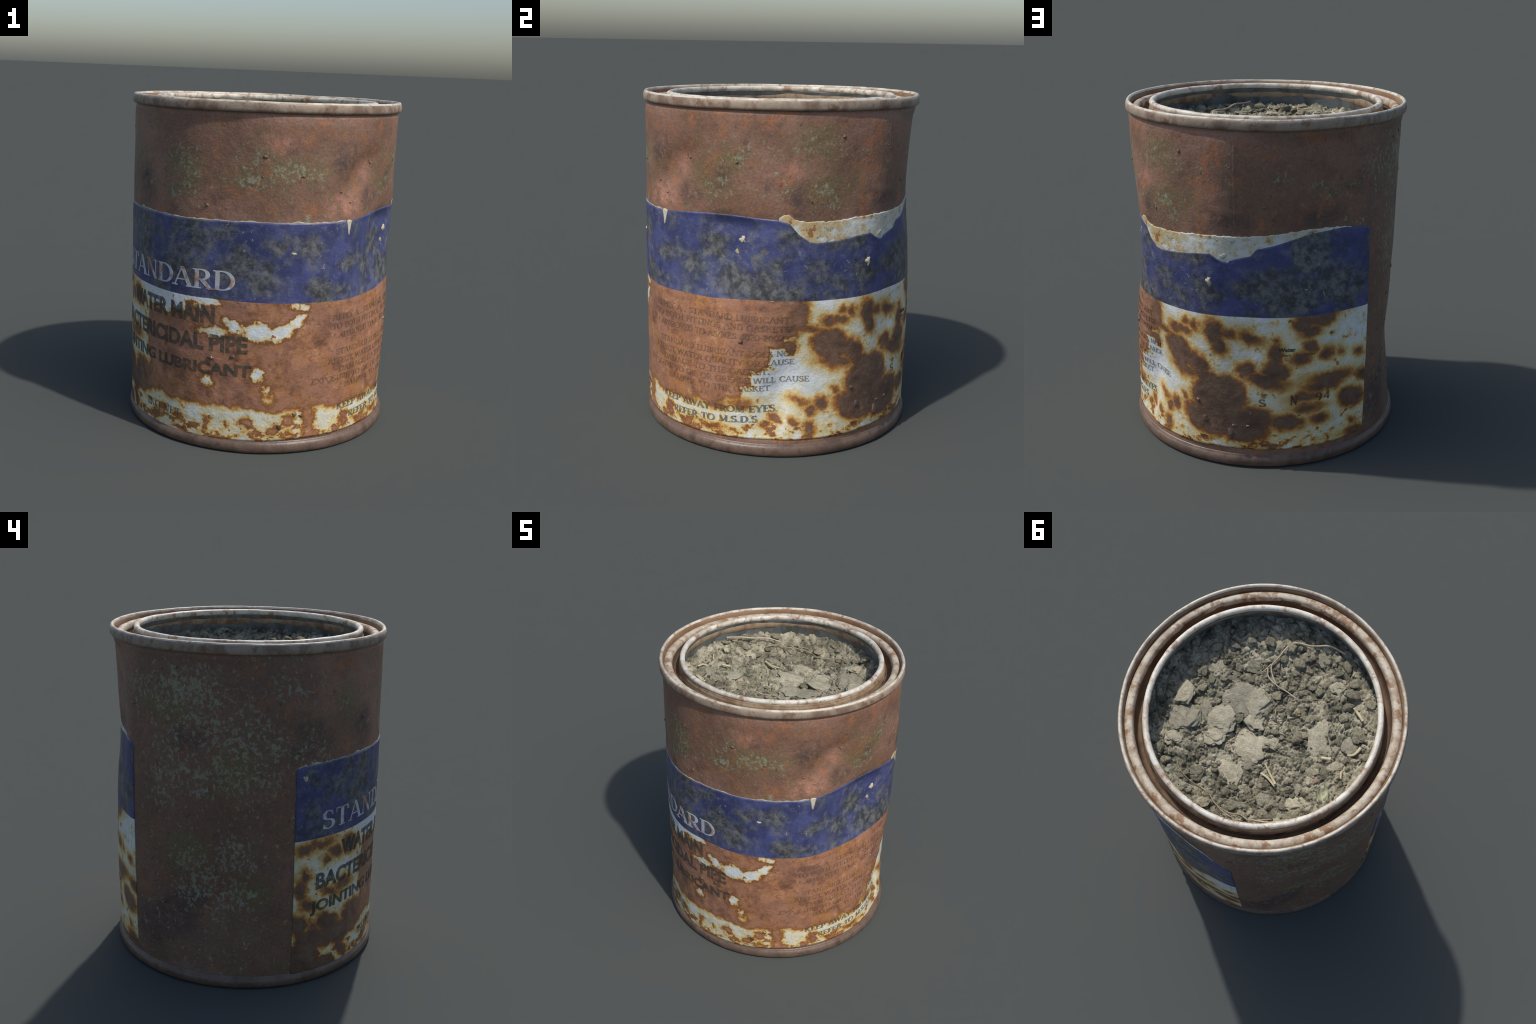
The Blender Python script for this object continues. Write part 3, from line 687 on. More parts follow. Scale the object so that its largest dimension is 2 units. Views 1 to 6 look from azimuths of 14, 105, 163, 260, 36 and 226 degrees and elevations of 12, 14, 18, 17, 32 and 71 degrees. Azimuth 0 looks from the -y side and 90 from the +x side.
for k, (az, z, ra, rz, h) in enumerate([(90, 1.242, 0.026, 0.016, 0.006), (87.3, 1.172, 0.018, 0.013, 0.005), (141.6, 1.114, 0.014, 0.020, 0.008), (-75.9, 1.261, 0.018, 0.018, 0.004), (27, 1.179, 0.014, 0.009, 0.004), (147.5, 1.262, 0.022, 0.018, 0.001)]):
    lump("paint_chip", az, z, ra, rz, h, M_CHIP, label, k * 2.3)
for k, (az, z, ra, rz, h) in enumerate([(149.5, 0.200, 0.020, 0.026, 0.012), (151, 0.255, 0.012, 0.010, 0.007), (157, 0.260, 0.018, 0.010, 0.006), (158, 0.335, 0.012, 0.012, 0.006), (90, 0.672, 0.020, 0.012, 0.010),
                                       (139, 0.275, 0.014, 0.020, 0.006), (136, 0.385, 0.012, 0.014, 0.005), (30, 0.235, 0.018, 0.012, 0.007), (33, 0.225, 0.012, 0.010, 0.006), (4, 0.57, 0.016, 0.012, 0.006),
                                       (-5, 0.55, 0.02, 0.01, 0.006), (24, 0.165, 0.02, 0.016, 0.006)]):
    lump("rust_blister", az, z, ra, rz, h, M_RUSTCHIP, label, 20 + k * 1.7)
for k in range(46):
    az, z = random.uniform(0, 360), random.uniform(1.40, 1.86)
    if k > 24:
        az, z = random.uniform(212, 278), random.uniform(0.15, 1.7)
    s = random.uniform(0.004, 0.010)
    lump("rust_blister", az, z, s * random.uniform(0.8, 1.6), s, s * 0.5 - 0.004 + 0.002, M_BODY, body, 60 + k)

# ------------------------------------------------------------------ lettering
LIFT = 0.0040


def place(profile_az, z, h):
    return skin(profile_az, z, LIFT + h)


def arc(cx, cy, rx, ry, a0, a1, n=10):
    return [(cx + rx * math.cos((a0 + (a1 - a0) * k / n) * RAD), cy + ry * math.sin((a0 + (a1 - a0) * k / n) * RAD)) for k in range(n + 1)]


# roman capitals as pen strokes: (kind, points); kind T = thick, t = thin, c = pen-angle curve,
# capital serif marks s at both ends, S1/S2 at one end only
def glyphs():
    G = {}
    v = lambda x, a=0.0, b=1.0: ("Ts", [(x, a), (x, b)])
    h = lambda y, a, b: ("t", [(a, y), (b, y)])
    tick = lambda x, y, d: ("t", [(x, y), (x, y + d)])
    G["A"] = (0.78, [("ts0", [(0.08, 0), (0.38, 1)]), ("Ts0", [(0.38, 1), (0.70, 0)]), h(0.34, 0.19, 0.58)])
    G["B"] = (0.66, [v(0.17), ("c", [(0.17, 0.97), (0.34, 0.97)] + arc(0.34, 0.75, 0.20, 0.22, 90, -90) + [(0.17, 0.53)]), ("c", [(0.17, 0.53), (0.36, 0.53)] + arc(0.36, 0.28, 0.24, 0.25, 90, -90) + [(0.17, 0.03)])])
    G["C"] = (0.74, [("c", arc(0.42, 0.5, 0.34, 0.47, 45, 315, 16)), tick(0.67, 0.68, 0.26), tick(0.67, 0.08, 0.16)])
    G["D"] = (0.78, [v(0.17), ("c", [(0.17, 0.97), (0.34, 0.97)] + arc(0.34, 0.5, 0.36, 0.47, 90, -90, 14) + [(0.17, 0.03)])])
    G["E"] = (0.62, [v(0.17), h(0.97, 0.17, 0.54), h(0.52, 0.17, 0.42), h(0.03, 0.17, 0.57), tick(0.54, 0.78, 0.2), tick(0.57, 0.02, 0.22), tick(0.42, 0.42, 0.2)])
    G["F"] = (0.58, [v(0.17), h(0.97, 0.17, 0.52), h(0.50, 0.17, 0.42), tick(0.52, 0.76, 0.22), tick(0.42, 0.41, 0.18)])
    G["G"] = (0.80, [("c", arc(0.42, 0.5, 0.34, 0.47, 45, 320, 16)), tick(0.67, 0.68, 0.26), ("Ts1", [(0.68, 0.06), (0.68, 0.42)])])
    G["H"] = (0.82, [v(0.17), v(0.65), h(0.52, 0.17, 0.65)])
    G["I"] = (0.34, [v(0.17)])
    G["K"] = (0.76, [v(0.17), ("t", [(0.17, 0.42), (0.60, 1.0)]), ("Ts0", [(0.30, 0.58), (0.68, 0.0)])])
    G["L"] = (0.60, [v(0.17), h(0.03, 0.17, 0.54), tick(0.54, 0.02, 0.24)])
    G["M"] = (0.94, [("ts0", [(0.14, 0), (0.17, 1)][::-1]), ("T", [(0.17, 1), (0.47, 0.05)]), ("t", [(0.47, 0.05), (0.78, 1)]), v(0.78)])
    G["N"] = (0.80, [("ts", [(0.15, 0), (0.15, 1)]), ("T", [(0.15, 1), (0.65, 0.02)]), ("ts1", [(0.65, 0.0), (0.65, 1)])])
    G["O"] = (0.82, [("c", arc(0.41, 0.5, 0.34, 0.47, 0, 360, 22))])
    G["P"] = (0.62, [v(0.17), ("c", [(0.17, 0.97), (0.34, 0.97)] + arc(0.34, 0.72, 0.22, 0.25, 90, -90) + [(0.17, 0.47)])])
    G["Q"] = (0.82, G["O"][1] + [("T", [(0.44, 0.10), (0.70, -0.16)])])
    G["R"] = (0.72, G["P"][1] + [("Ts0", [(0.34, 0.48), (0.66, 0.0)])])
    G["S"] = (0.58, [("c", arc(0.29, 0.74, 0.19, 0.23, 40, 250, 10) + arc(0.29, 0.27, 0.22, 0.24, 70, -150, 10)), tick(0.45, 0.74, 0.22), tick(0.09, 0.04, 0.22)])
    G["T"] = (0.70, [v(0.35), h(0.97, 0.05, 0.65), tick(0.06, 0.76, 0.22), tick(0.64, 0.76, 0.22)])
    G["U"] = (0.80, [("cs0", [(0.17, 1.0), (0.17, 0.35)] + arc(0.41, 0.33, 0.24, 0.30, 180, 360) + [(0.65, 1.0)]), ("ts1", [(0.65, 0.9), (0.65, 1.0)])])
    G["V"] = (0.74, [("Ts0", [(0.08, 1), (0.37, 0)]), ("ts1", [(0.37, 0), (0.66, 1)])])
    G["W"] = (1.06, [("Ts0", [(0.08, 1), (0.30, 0)]), ("t", [(0.30, 0), (0.53, 0.98)]), ("T", [(0.53, 0.98), (0.76, 0)]), ("ts1", [(0.76, 0), (0.98, 1)])])
    G["X"] = (0.76, [("Ts", [(0.10, 1), (0.66, 0)]), ("ts", [(0.10, 0), (0.66, 1)])])
    G["Y"] = (0.74, [("Ts0", [(0.08, 1), (0.37, 0.46)]), ("ts1", [(0.37, 0.46), (0.66, 1)]), ("Ts0", [(0.37, 0.0), (0.37, 0.46)])])
    G["Z"] = (0.66, [h(0.97, 0.08, 0.58), ("T", [(0.56, 0.97), (0.08, 0.03)]), h(0.03, 0.08, 0.6), tick(0.09, 0.78, 0.2), tick(0.59, 0.02, 0.2)])
    G["0"] = (0.62, [("c", arc(0.31, 0.5, 0.24, 0.47, 0, 360, 20))])
    G["1"] = (0.46, [("Ts0", [(0.24, 0), (0.24, 1)]), ("t", [(0.24, 1), (0.08, 0.84)])])
    G["2"] = (0.60, [("c", arc(0.29, 0.72, 0.21, 0.25, 160, -20, 9) + [(0.08, 0.04)]), h(0.04, 0.08, 0.54)])
    G["4"] = (0.62, [("T", [(0.42, 0), (0.42, 1)]), ("t", [(0.42, 1), (0.06, 0.28)]), h(0.28, 0.06, 0.58)])
    G["9"] = (0.60, [("c", arc(0.30, 0.70, 0.22, 0.27, 0, 360, 14)), ("c", [(0.52, 0.70)] + arc(0.24, 0.62, 0.28, 0.60, 0, -80, 8))])
    G["/"] = (0.46, [("t", [(0.04, -0.05), (0.42, 1.05)])])
    G["-"] = (0.40, [("T", [(0.06, 0.42), (0.34, 0.42)])])
    G["."] = (0.30, [("T", [(0.15, 0.0), (0.15, 0.13)])])
    G[" "] = (0.40, [])
    return G


GLYPH = glyphs()


def strokes_of(text):
    """Expand a line into strokes (points with half widths) in units of the letter height."""
    x0, out = 0.0, []
    for ch in text:
        width, parts = GLYPH[ch]
        for kind, pts in parts:
            out.append((kind, [(x + x0, y) for x, y in pts]))
        x0 += width
    return out, x0


def lettering(text, az0, az1, zb0, zb1, height, mat, thick=0.135, thin=0.055, proud=0.0011):
    strokes, total = strokes_of(text)
    verts, faces = [], []
    layer = [0]

    def ribbon(pts, widths):
        # resample so that the ribbon follows the curved wall
        P, W = [], []
        for (a, wa), (b, wb) in zip(zip(pts, widths), zip(pts[1:], widths[1:])):
            n = max(1, int(math.dist(a, b) / 0.28))
            for k in range(n):
                t = k / n
                P.append((a[0] + (b[0] - a[0]) * t, a[1] + (b[1] - a[1]) * t))
                W.append(wa + (wb - wa) * t)
        P.append(pts[-1])
        W.append(widths[-1])
        layer[0] += 1
        h = proud + 0.00012 * (layer[0] % 9)
        base = len(verts)
        for k, (x, y) in enumerate(P):
            a, b = P[max(0, k - 1)], P[min(len(P) - 1, k + 1)]
            dx, dy = b[0] - a[0], b[1] - a[1]
            L = math.hypot(dx, dy) or 1.0
            nx, ny = -dy / L * W[k] / 2, dx / L * W[k] / 2
            for hh in (h, -0.0012):
                for s in (1, -1):
                    fx = (x + s * nx) / total
                    az = az0 + (az1 - az0) * fx
                    verts.append(place(az, zb0 + (zb1 - zb0) * fx + (y + s * ny) * height, hh))
        for k in range(len(P) - 1):
            a, b = base + k * 4, base + (k + 1) * 4
            faces.extend([(a, b, b + 1, a + 1), (a + 2, b + 2, b, a), (a + 1, b + 1, b + 3, a + 3)])
        e = base + (len(P) - 1) * 4
        faces.extend([(base, base + 1, base + 3, base + 2), (e + 1, e, e + 2, e + 3)])

    for kind, pts in strokes:
        if kind[0] == "T":
            ribbon(pts, [thick] * len(pts))
        elif kind[0] == "t":
            ribbon(pts, [thin] * len(pts))
        else:
            w = []
            for k in range(len(pts)):
                a, b = pts[max(0, k - 1)], pts[min(len(pts) - 1, k + 1)]
                L = math.hypot(b[0] - a[0], b[1] - a[1]) or 1.0
                w.append(thin + (thick - thin) * (abs(b[1] - a[1]) / L) ** 1.5)
            ribbon(pts, w)
        if "s" in kind:
            ends = {"0": [pts[0] if pts[0][1] in (0, 1, 0.0, 1.0) else pts[-1]], "1": [pts[-1]]}.get(kind[-1], [pts[0], pts[-1]])
            if kind.endswith("s0") and pts[-1][1] == 0.0:
                ends = [pts[-1]]
            for x, y in ends:
                s = 0.15 if kind[0] == "T" or kind[0] == "c" else 0.12
                yy = y - thin / 2 if y > 0.5 else y + thin / 2
                ribbon([(x - s, yy), (x + s, yy)], [thin, thin])
    return mesh_object("lettering", verts, faces, mat, label, smooth=False)


def bold_lettering(text, az0, az1, zb0, zb1, height, mat):
    """Heavy condensed capitals from the built-in font, bent round the tin."""
    cu = bpy.data.curves.new("lettering_outline", "FONT")
    cu.body, cu.size, cu.offset, cu.extrude, cu.resolution_u = text, 1.0, 0.042, 0.5, 5
    tmp = bpy.data.objects.new("lettering_outline", cu)
    bpy.context.scene.collection.objects.link(tmp)
    bpy.context.view_layer.update()
    me = bpy.data.meshes.new_from_object(tmp.evaluated_get(bpy.context.evaluated_depsgraph_get()))
    bpy.data.objects.remove(tmp)
    bpy.data.curves.remove(cu)
    bm = bmesh.new()
    bm.from_mesh(me)
    bpy.data.meshes.remove(me)
    xs = [v.co.x for v in bm.verts]
    ys = [v.co.y for v in bm.verts]
    x0, x1, y0, y1 = min(xs), max(xs), min(ys), max(ys)
    cuts = int((x1 - x0) / 0.22)
    for k in range(1, cuts):
        geom = bm.verts[:] + bm.edges[:] + bm.faces[:]
        bmesh.ops.bisect_plane(bm, geom=geom, plane_co=(x0 + (x1 - x0) * k / cuts, 0, 0), plane_no=(1, 0, 0))
    for k in (1, 2, 3):
        geom = bm.verts[:] + bm.edges[:] + bm.faces[:]
        bmesh.ops.bisect_plane(bm, geom=geom, plane_co=(0, y0 + (y1 - y0) * k / 4, 0), plane_no=(0, 1, 0))
    bmesh.ops.triangulate(bm, faces=[f for f in bm.faces if len(f.verts) > 4])
    for v in bm.verts:
        fx = (v.co.x - x0) / (x1 - x0)
        fy = (v.co.y - y0) / (y1 - y0)
        v.co = place(az0 + (az1 - az0) * fx, zb0 + (zb1 - zb0) * fx + fy * height, 0.0014 if v.co.z > 0 else -0.0012)
    bmesh.ops.recalc_face_normals(bm, faces=bm.faces)
    me = bpy.data.meshes.new("lettering")
    bm.to_mesh(me)
    bm.free()
    me.materials.append(mat)
    ob = bpy.data.objects.new("lettering", me)
    bpy.context.scene.collection.objects.link(ob)
    ob.parent = label
    return ob


lettering("STANDARD", -67.8, 4.2, 0.938, 0.950, 0.112, M_WHITE_INK, 0.15, 0.055)
bold_lettering("WATER MAIN", -56.2, -3.8, 0.742, 0.752, 0.104, M_BOLD_INK)
bold_lettering("BACTERICIDAL PIPE", -69.6, 10.2, 0.580, 0.593, 0.101, M_BOLD_INK)
bold_lettering("JOINTING LUBRICANT", -72.0, 12.0, 0.420, 0.436, 0.093, M_BOLD_INK)
for text, a0, a1, z0, z1, hh in [
    ("APPLY A . STANDARD LUBRICANT", 45.2, 109.4, 0.781, 0.796, 0.033),
    ("TO BOTH FITTINGS AND GASKETS", 45.0, 109.4, 0.729, 0.744, 0.033),
    ("APPROVED TO AS/NZS 4020-2002", 48.6, 107.2, 0.673, 0.692, 0.033),
    ("STANDARD LUBRICANT DOES NOT", 47.8, 112.5, 0.574, 0.598, 0.033),
    ("AFFECT WATER QUALITY OR CAUSE", 44.0, 111.8, 0.517, 0.544, 0.033),
    ("DAMAGE TO THE GASKET.", 50.0, 102.0, 0.465, 0.488, 0.033),
    ("EXPOSURE TO OIL OR GREASE WILL CAUSE", 36.8, 118.2, 0.410, 0.440, 0.033),
    ("DAMAGE TO THE GASKET", 53.5, 102.0, 0.362, 0.386, 0.032),
]:
    lettering(text, a0, a1, z0, z1, hh, M_SMALL_INK, 0.17, 0.075, 0.0009)
lettering("KEEP AWAY FROM EYES.", 50.0, 105.5, 0.228, 0.260, 0.040, M_CAPS_INK, 0.23, 0.09)
lettering("REFER TO M.S.D.S", 57.0, 97.0, 0.163, 0.196, 0.038, M_CAPS_INK, 0.23, 0.09)
lettering("1KG NET", -40.6, -18.0, 0.155, 0.157, 0.046, M_CAPS_INK, 0.13, 0.06)
lettering("N", 173.5, 176.6, 0.390, 0.390, 0.060, M_BOLD_INK, 0.18, 0.09)
lettering("9", 184.0, 186.8, 0.398, 0.398, 0.050, M_BOLD_INK, 0.18, 0.09)
lettering("4", 187.6, 190.6, 0.400, 0.400, 0.050, M_BOLD_INK, 0.18, 0.09)
lettering("S", 161.0, 164.0, 0.385, 0.385, 0.045, M_BOLD_INK, 0.18, 0.09)
bold_lettering("Water", 168.6, 175.6, 0.718, 0.718, 0.024, M_BOLD_INK)
bold_lettering("wars", 169.8, 173.6, 0.690, 0.690, 0.013, M_SMALL_INK)
bold_lettering("ment", 179.2, 183.6, 0.688, 0.688, 0.014, M_SMALL_INK)
bold_lettering("C.", 171.2, 172.8, 0.668, 0.668, 0.016, M_SMALL_INK)

# ------------------------------------------------------------------ soil
SOIL_Z = 1.757
BIG = [  # x, y, half length, half width, rise
    (0.210, -0.030, 0.100, 0.085, 0.042), (0.130, -0.095, 0.075, 0.080, 0.046), (0.482, 0.171, 0.057, 0.056, 0.040), (0.373, 0.278, 0.085, 0.073, 0.042),
    (0.220, 0.150, 0.090, 0.080, 0.034), (0.190, 0.225, 0.075, 0.060, 0.032), (0.663, 0.082, 0.033, 0.038, 0.030), (0.316, 0.159, 0.034, 0.067, 0.030),
    (0.057, 0.020, 0.045, 0.054, 0.046), (0.002, 0.158, 0.090, 0.080, 0.044), (0.035, 0.090, 0.060, 0.055, 0.044), (-0.068, 0.206, 0.061, 0.059, 0.036), (-0.057, 0.345, 0.061, 0.078, 0.046),
    (-0.333, 0.315, 0.055, 0.055, 0.046), (0.041, 0.301, 0.042, 0.038, 0.030), (-0.310, -0.134, 0.060, 0.085, 0.036), (-0.350, -0.050, 0.045, 0.032, 0.032),
    (-0.486, -0.081, 0.044, 0.035, 0.030), (-0.460, -0.242, 0.048, 0.060, 0.032), (-0.450, 0.111, 0.021, 0.030, 0.026), (-0.412, 0.147, 0.021, 0.028, 0.026),
    (-0.463, 0.217, 0.068, 0.045, 0.032), (-0.461, -0.316, 0.042, 0.040, 0.028), (-0.270, -0.244, 0.028, 0.034, 0.026), (-0.233, 0.004, 0.033, 0.027, 0.024),
    (-0.104, 0.034, 0.036, 0.033, 0.026), (-0.169, -0.463, 0.040, 0.037, 0.028), (0.008, -0.530, 0.034, 0.032, 0.026), (-0.446, 0.326, 0.027, 0.028, 0.022),
    (0.290, -0.230, 0.040, 0.036, 0.026), (0.470, -0.080, 0.040, 0.046, 0.028), (0.100, 0.480, 0.050, 0.040, 0.028), (0.330, 0.420, 0.044, 0.036, 0.028),
]


def soil_height(x, y):
    r = math.hypot(x, y)
    down = 0.643 * x - 0.766 * y                    # the fill slopes: high at azimuth 40, low opposite
    base = SOIL_Z + 0.10 * down + 0.014 * noise.noise(Vector((x * 3.0, y * 3.0, 0.3)))
    base += 0.080 * math.exp(-((x + 0.60) ** 2 + (y - 0.08) ** 2) / (2 * 0.17 ** 2))   # heaped against one side
    base += 0.050 * math.exp(-((x + 0.36) ** 2 + (y + 0.32) ** 2) / (2 * 0.20 ** 2))
    base += 0.040 * math.exp(-((x - 0.30) ** 2 + (y - 0.44) ** 2) / (2 * 0.13 ** 2)) - 0.018 * math.exp(-((x - 0.08) ** 2 + (y - 0.10) ** 2) / (2 * 0.16 ** 2))
    t = min(1.0, max(0.0, (r - 0.43) / 0.25))
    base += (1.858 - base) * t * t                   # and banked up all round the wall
    d = noise.voronoi(Vector((x * 17 + 0.5 * noise.noise(Vector((x * 9, y * 9, 1))), y * 17 + 0.5 * noise.noise(Vector((x * 9, y * 9, 7))), 0.0)))[0]
    base += 0.048 * min(0.40, d[1] - d[0]) ** 0.50 - 0.018  # lumps parted by cracks
    d2 = noise.voronoi(Vector((x * 44, y * 44, 4.0)))[0]
    base += 0.020 * min(0.5, d2[1] - d2[0]) ** 0.6 - 0.006
    return base


sv, sf = [(0, 0, soil_height(0, 0))], []
RINGS, SPOKES = 170, 460
for i in range(1, RINGS + 1):
    r = 0.6820 * i / RINGS
    for j in range(SPOKES):
        a = math.tau * j / SPOKES
        x, y = r * math.cos(a), r * math.sin(a)
        sv.append((x, y, soil_height(x, y)))
for j in range(SPOKES):
    sf.append((0, 1 + j, 1 + (j + 1) % SPOKES))
for i in range(RINGS - 1):
    for j in range(SPOKES):
        a, b = 1 + i * SPOKES + j, 1 + i * SPOKES + (j + 1) % SPOKES
        sf.append((a, a + SPOKES, b + SPOKES, b))
soil = mesh_object("soil", sv, sf, M_SOIL, can)


def rock_mesh(name, subdiv, rough, seed, facet=0.0):
    bm = bmesh.new()
    bmesh.ops.create_icosphere(bm, subdivisions=subdiv, radius=1.0)
    off = Vector((seed * 3.7, seed * 1.3, seed))
    planes = [Vector((random.uniform(-1, 1), random.uniform(-1, 1), random.uniform(-0.6, 1))).normalized() for _ in range(7)]
    for v in bm.verts:
        d = v.co.normalized()
        k = 1 + rough * (0.8 * noise.noise(d * 1.3 + off) + 0.45 * noise.noise(d * 2.9 + off) + 0.22 * noise.noise(d * 6.5 + off))
        p = d * k
        for n in planes:
            over = p.dot(n) - 0.80
            if over > 0:
                p -= n * over * facet
        v.co = p
    me = bpy.data.meshes.new(name)
    bm.to_mesh(me)
    bm.free()
    me.polygons.foreach_set("use_smooth", [True] * len(me.polygons))
    return me


def add_rock(name, me, mat, loc, scale, rot, parent):
    ob = bpy.data.objects.new(name, me)
    bpy.context.scene.collection.objects.link(ob)
    ob.location, ob.scale, ob.rotation_euler, ob.parent = loc, scale, rot, parent
    return ob


taken = []
for k, (x, y, a, b, rise) in enumerate(BIG):
    me = rock_mesh("soil_clod", 4, 0.75, 1.0 + k, 0.95)
    me.materials.append(M_CLOD if k not in (22, 29, 31) else M_PEBBLE)
    ob = add_rock("soil_clod", me, None, (x, y, soil_height(x, y) + 0.001), (a * 1.22, b * 1.22, rise * 0.60), (random.uniform(-0.2, 0.2), random.uniform(-0.2, 0.2), random.uniform(-0.3, 0.3) - 2.37), soil)
    taken.append((x, y, 0.8 * min(a, b)))

shapes = []
for k in range(7):
    me = rock_mesh("pebble", 3, 0.55, 50.0 + k, 0.95)
    me.materials.append(M_PINK if k == 6 else M_PEBBLE)
    shapes.append(me)
count, tries = 0, 0
while count < 262 and tries < 9000:
    tries += 1
    r, a = 0.655 * math.sqrt(random.random()), random.uniform(0, math.tau)
    x, y = r * math.cos(a), r * math.sin(a)
    s = 0.010 + 0.030 * random.random() ** 1.6
    if any((x - u) ** 2 + (y - v) ** 2 < (w + s * 0.75) ** 2 for u, v, w in taken):
        continue
    taken.append((x, y, s * 0.8))
    me = shapes[6] if random.random() < 0.03 else shapes[random.randrange(6)]
    e = random.uniform(0.75, 1.35)
    add_rock("pebble", me, None, (x, y, soil_height(x, y) + s * 0.12), (s * e, s / e, s * random.uniform(0.4, 0.7)), (random.uniform(-0.4, 0.4), random.uniform(-0.4, 0.4), random.uniform(0, 6.3)), soil)
    count += 1

gv, gf = [], []
ico = bmesh.new()
bmesh.ops.create_icosphere(ico, subdivisions=1, radius=1.0)
iv = [v.co.copy() for v in ico.verts]
ifc = [tuple(v.index for v in f.verts) for f in ico.faces]
ico.free()
for k in range(1300):
    r, a = 0.672 * math.sqrt(random.random()), random.uniform(0, math.tau)
    x, y = r * math.cos(a), r * math.sin(a)
    s = random.uniform(0.004, 0.011)
    base, rot = len(gv), Matrix.Rotation(random.uniform(0, 6.3), 3, "Z") @ Matrix.Rotation(random.uniform(0, 6.3), 3, "X")
    z = soil_height(x, y) + s * 0.1
    for c in iv:
        p = rot @ Vector((c.x * random.uniform(0.7, 1.3), c.y * random.uniform(0.7, 1.3), c.z * 0.8)) * s
        gv.append((x + p.x, y + p.y, z + p.z * 0.7))
    gf.extend(tuple(base + i for i in f) for f in ifc)
grit = mesh_object("grit", gv, gf, M_SOIL, soil)
grit["kind"] = "stuff"
gold = rock_mesh("yellow_grit", 2, 0.4, 90.0, 0.7)
gold.materials.append(M_GOLD)
for x, y, s in ((-0.099, -0.192, 0.012), (-0.130, -0.175, 0.016), (-0.112, -0.184, 0.009)):
    add_rock("yellow_grit", gold, None, (x, y, soil_height(x, y) + 0.008), (s, s * 0.8, s * 0.6), (0.2, 0.1, random.uniform(0, 6)), soil)


def smooth_path(pts, n=8):
    out = []
    for i in range(len(pts) - 1):
        p0, p1, p2, p3 = pts[max(0, i - 1)], pts[i], pts[i + 1], pts[min(len(pts) - 1, i + 2)]
        for k in range(n):
            t = k / n
            out.append(tuple(0.5 * (2 * b + (c - a) * t + (2 * a - 5 * b + 4 * c - d) * t * t + (3 * b - a - 3 * c + d) * t ** 3) for a, b, c, d in zip(p0, p1, p2, p3)))
    out.append(pts[-1])
    return out


def strand(name, pts, r0, r1, mat, lift=0.012, flat=1.0, knobs=0.15):
    path = smooth_path(pts)
    centre = []
    for x, y in path:
        centre.append(Vector((x, y, max(soil_height(x + dx, y + dy) for dx in (-0.02, 0, 0.02) for dy in (-0.02, 0, 0.02)) + lift)))
    for _ in range(5):
        centre = [centre[0]] + [Vector((b.x, b.y, (a.z + 2 * b.z + c.z) / 4)) for a, b, c in zip(centre, centre[1:], centre[2:])] + [centre[-1]]
    verts, faces, seg = [], [], 8
    for k, c in enumerate(centre):
        d = (centre[min(k + 1, len(centre) - 1)] - centre[max(k - 1, 0)]).normalized()
        side = d.cross(Vector((0, 0, 1))).normalized()
        up = side.cross(d)
        t = k / (len(centre) - 1)
        r = (r0 + (r1 - r0) * t) * (1 + knobs * noise.noise(Vector((k * 0.6, len(pts), r0 * 900))))
        for j in range(seg):
            a = math.tau * j / seg
            verts.append(c + side * math.cos(a) * r + up * math.sin(a) * r * flat)
    for k in range(len(centre) - 1):
        for j in range(seg):
            a, b = k * seg + j, k * seg + (j + 1) % seg
            faces.append((a, b, b + seg, a + seg))
    n = len(verts) - seg
    faces.append(tuple(reversed(range(seg))))
    faces.append(tuple(range(n, n + seg)))
    return mesh_object(name, verts, faces, mat, soil)


strand("root_strand", [(-0.076, -0.63), (0.034, -0.610), (0.122, -0.543), (0.203, -0.494), (0.225, -0.44), (0.222, -0.355), (0.218, -0.297), (0.177, -0.258), (0.118, -0.229), (0.088, -0.231), (0.03, -0.243), (-0.028, -0.247)], 0.0060, 0.0042, M_ROOT, 0.012)
strand("root_strand", [(0.225, -0.300), (0.228, -0.265), (0.234, -0.230)], 0.0055, 0.003, M_ROOT, 0.012)
strand("root_strand", [(0.222, -0.268), (0.185, -0.234), (0.122, -0.228)], 0.005, 0.005, M_ROOT, 0.010)
strand("root_strand", [(-0.033, -0.243), (-0.126, -0.317), (-0.167, -0.347), (-0.222, -0.42)], 0.0030, 0.0018, M_THINROOT, 0.008)
strand("root_strand", [(0.214, 0.502), (0.16, 0.532), (0.083, 0.538), (0.006, 0.522), (-0.058, 0.516), (-0.114, 0.534), (-0.174, 0.532), (-0.235, 0.517), (-0.281, 0.486), (-0.35, 0.472), (-0.427, 0.388)], 0.0025, 0.0042, M_THINROOT, 0.007)
strand("root_strand", [(-0.154, 0.543), (-0.220, 0.541), (-0.277, 0.529)], 0.004, 0.003, M_THINROOT, 0.006)
strand("root_strand", [(-0.35, 0.472), (-0.44, 0.42), (-0.52, 0.33), (-0.575, 0.25), (-0.62, 0.17)], 0.0045, 0.007, M_ROOT, 0.030)
strand("straw", [(-0.331, -0.417), (-0.378, -0.405), (-0.424, -0.389)], 0.009, 0.010, M_STRAW, 0.012, 0.6, 0.05)
strand("straw", [(-0.490, -0.182), (-0.520, -0.205), (-0.523, -0.261)], 0.006, 0.010, M_STRAW, 0.008, 0.6, 0.05)
strand("straw", [(-0.389, -0.072), (-0.415, -0.086), (-0.438, -0.101)], 0.008, 0.010, M_STRAW, 0.020, 0.6, 0.05)
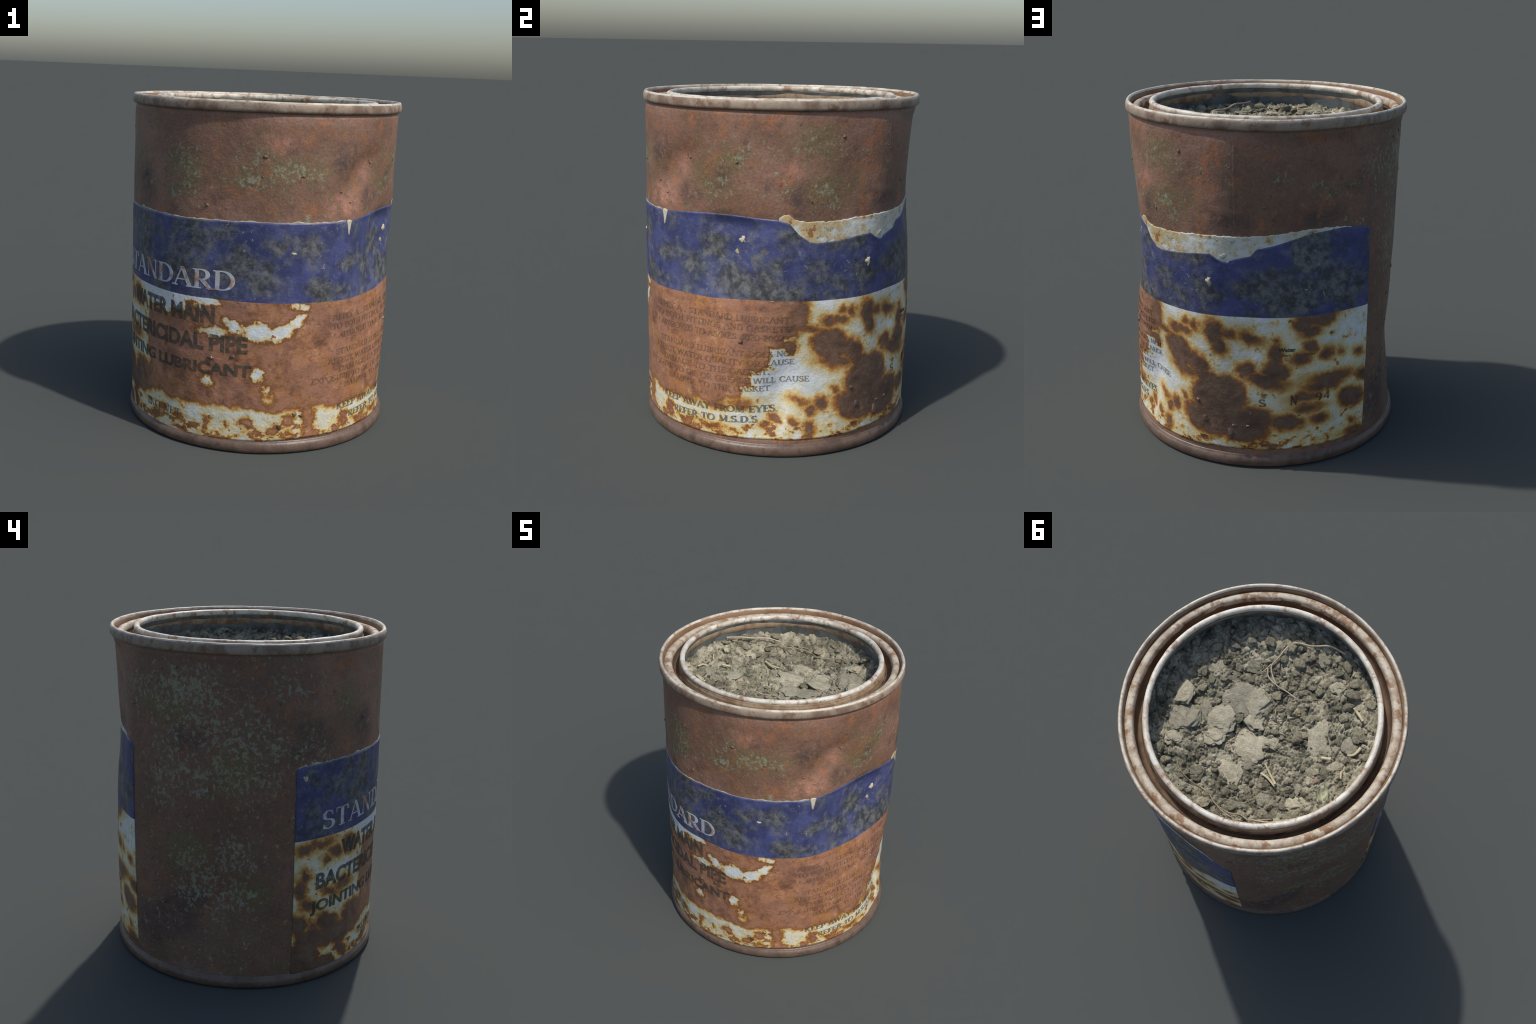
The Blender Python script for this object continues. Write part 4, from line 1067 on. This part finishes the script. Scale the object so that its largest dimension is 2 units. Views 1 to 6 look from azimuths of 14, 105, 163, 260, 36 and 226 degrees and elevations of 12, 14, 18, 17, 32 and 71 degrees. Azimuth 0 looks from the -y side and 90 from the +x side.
strand("straw", [(-0.184, 0.221), (-0.235, 0.215), (-0.302, 0.225)], 0.007, 0.008, M_STRAW, 0.010, 0.6, 0.05)
strand("straw", [(-0.170, 0.166), (-0.230, 0.190), (-0.298, 0.217)], 0.005, 0.009, M_STRAW, 0.016, 0.6, 0.05)
strand("straw", [(-0.533, -0.086), (-0.548, -0.062), (-0.563, -0.044)], 0.006, 0.006, M_STRAW, 0.010, 0.6, 0.05)
strand("straw", [(0.014, -0.119), (-0.006, -0.09), (-0.026, -0.065)], 0.004, 0.003, M_THINROOT, 0.012)

# withered leaves lying against the wall
def leaf(x, y, z, length, width, turn, tilt, seed):
    verts, faces, nu, nv = [], [], 14, 9
    m = Matrix.Translation((x, y, z)) @ Matrix.Rotation(turn, 4, "Z") @ Matrix.Rotation(tilt, 4, "Y")
    for side in (0.0011, -0.0011):
        for i in range(nu + 1):
            t = i / nu
            w = width * math.sin(math.pi * min(1.0, t * 0.92 + 0.06)) ** 0.7
            for j in range(nv + 1):
                s = j / nv * 2 - 1
                h = 0.018 * abs(s) + 0.010 * math.sin(t * 9 + abs(s) * 5) + 0.012 * noise.noise(Vector((t * 3, s * 2, seed)))
                verts.append(m @ Vector((length * (t - 0.5), w * s * (1 + 0.15 * noise.noise(Vector((t * 6, s, seed + 4)))), h + side)))
    n = (nu + 1) * (nv + 1)
    for i in range(nu):
        for j in range(nv):
            a = i * (nv + 1) + j
            faces.append((a, a + nv + 1, a + nv + 2, a + 1))
            faces.append((n + a + 1, n + a + nv + 2, n + a + nv + 1, n + a))
    rim = [i * (nv + 1) for i in range(nu + 1)] + [nu * (nv + 1) + j for j in range(1, nv + 1)] + [i * (nv + 1) + nv for i in range(nu - 1, -1, -1)] + [j for j in range(nv - 1, 0, -1)]
    for a, b in zip(rim, rim[1:] + rim[:1]):
        faces.append((a, b, n + b, n + a))
    return mesh_object("dry_leaf", verts, faces, M_LEAF, soil)


leaf(-0.548, 0.095, soil_height(-0.548, 0.095) + 0.006, 0.12, 0.036, 2.2, 0.10, 3.0)
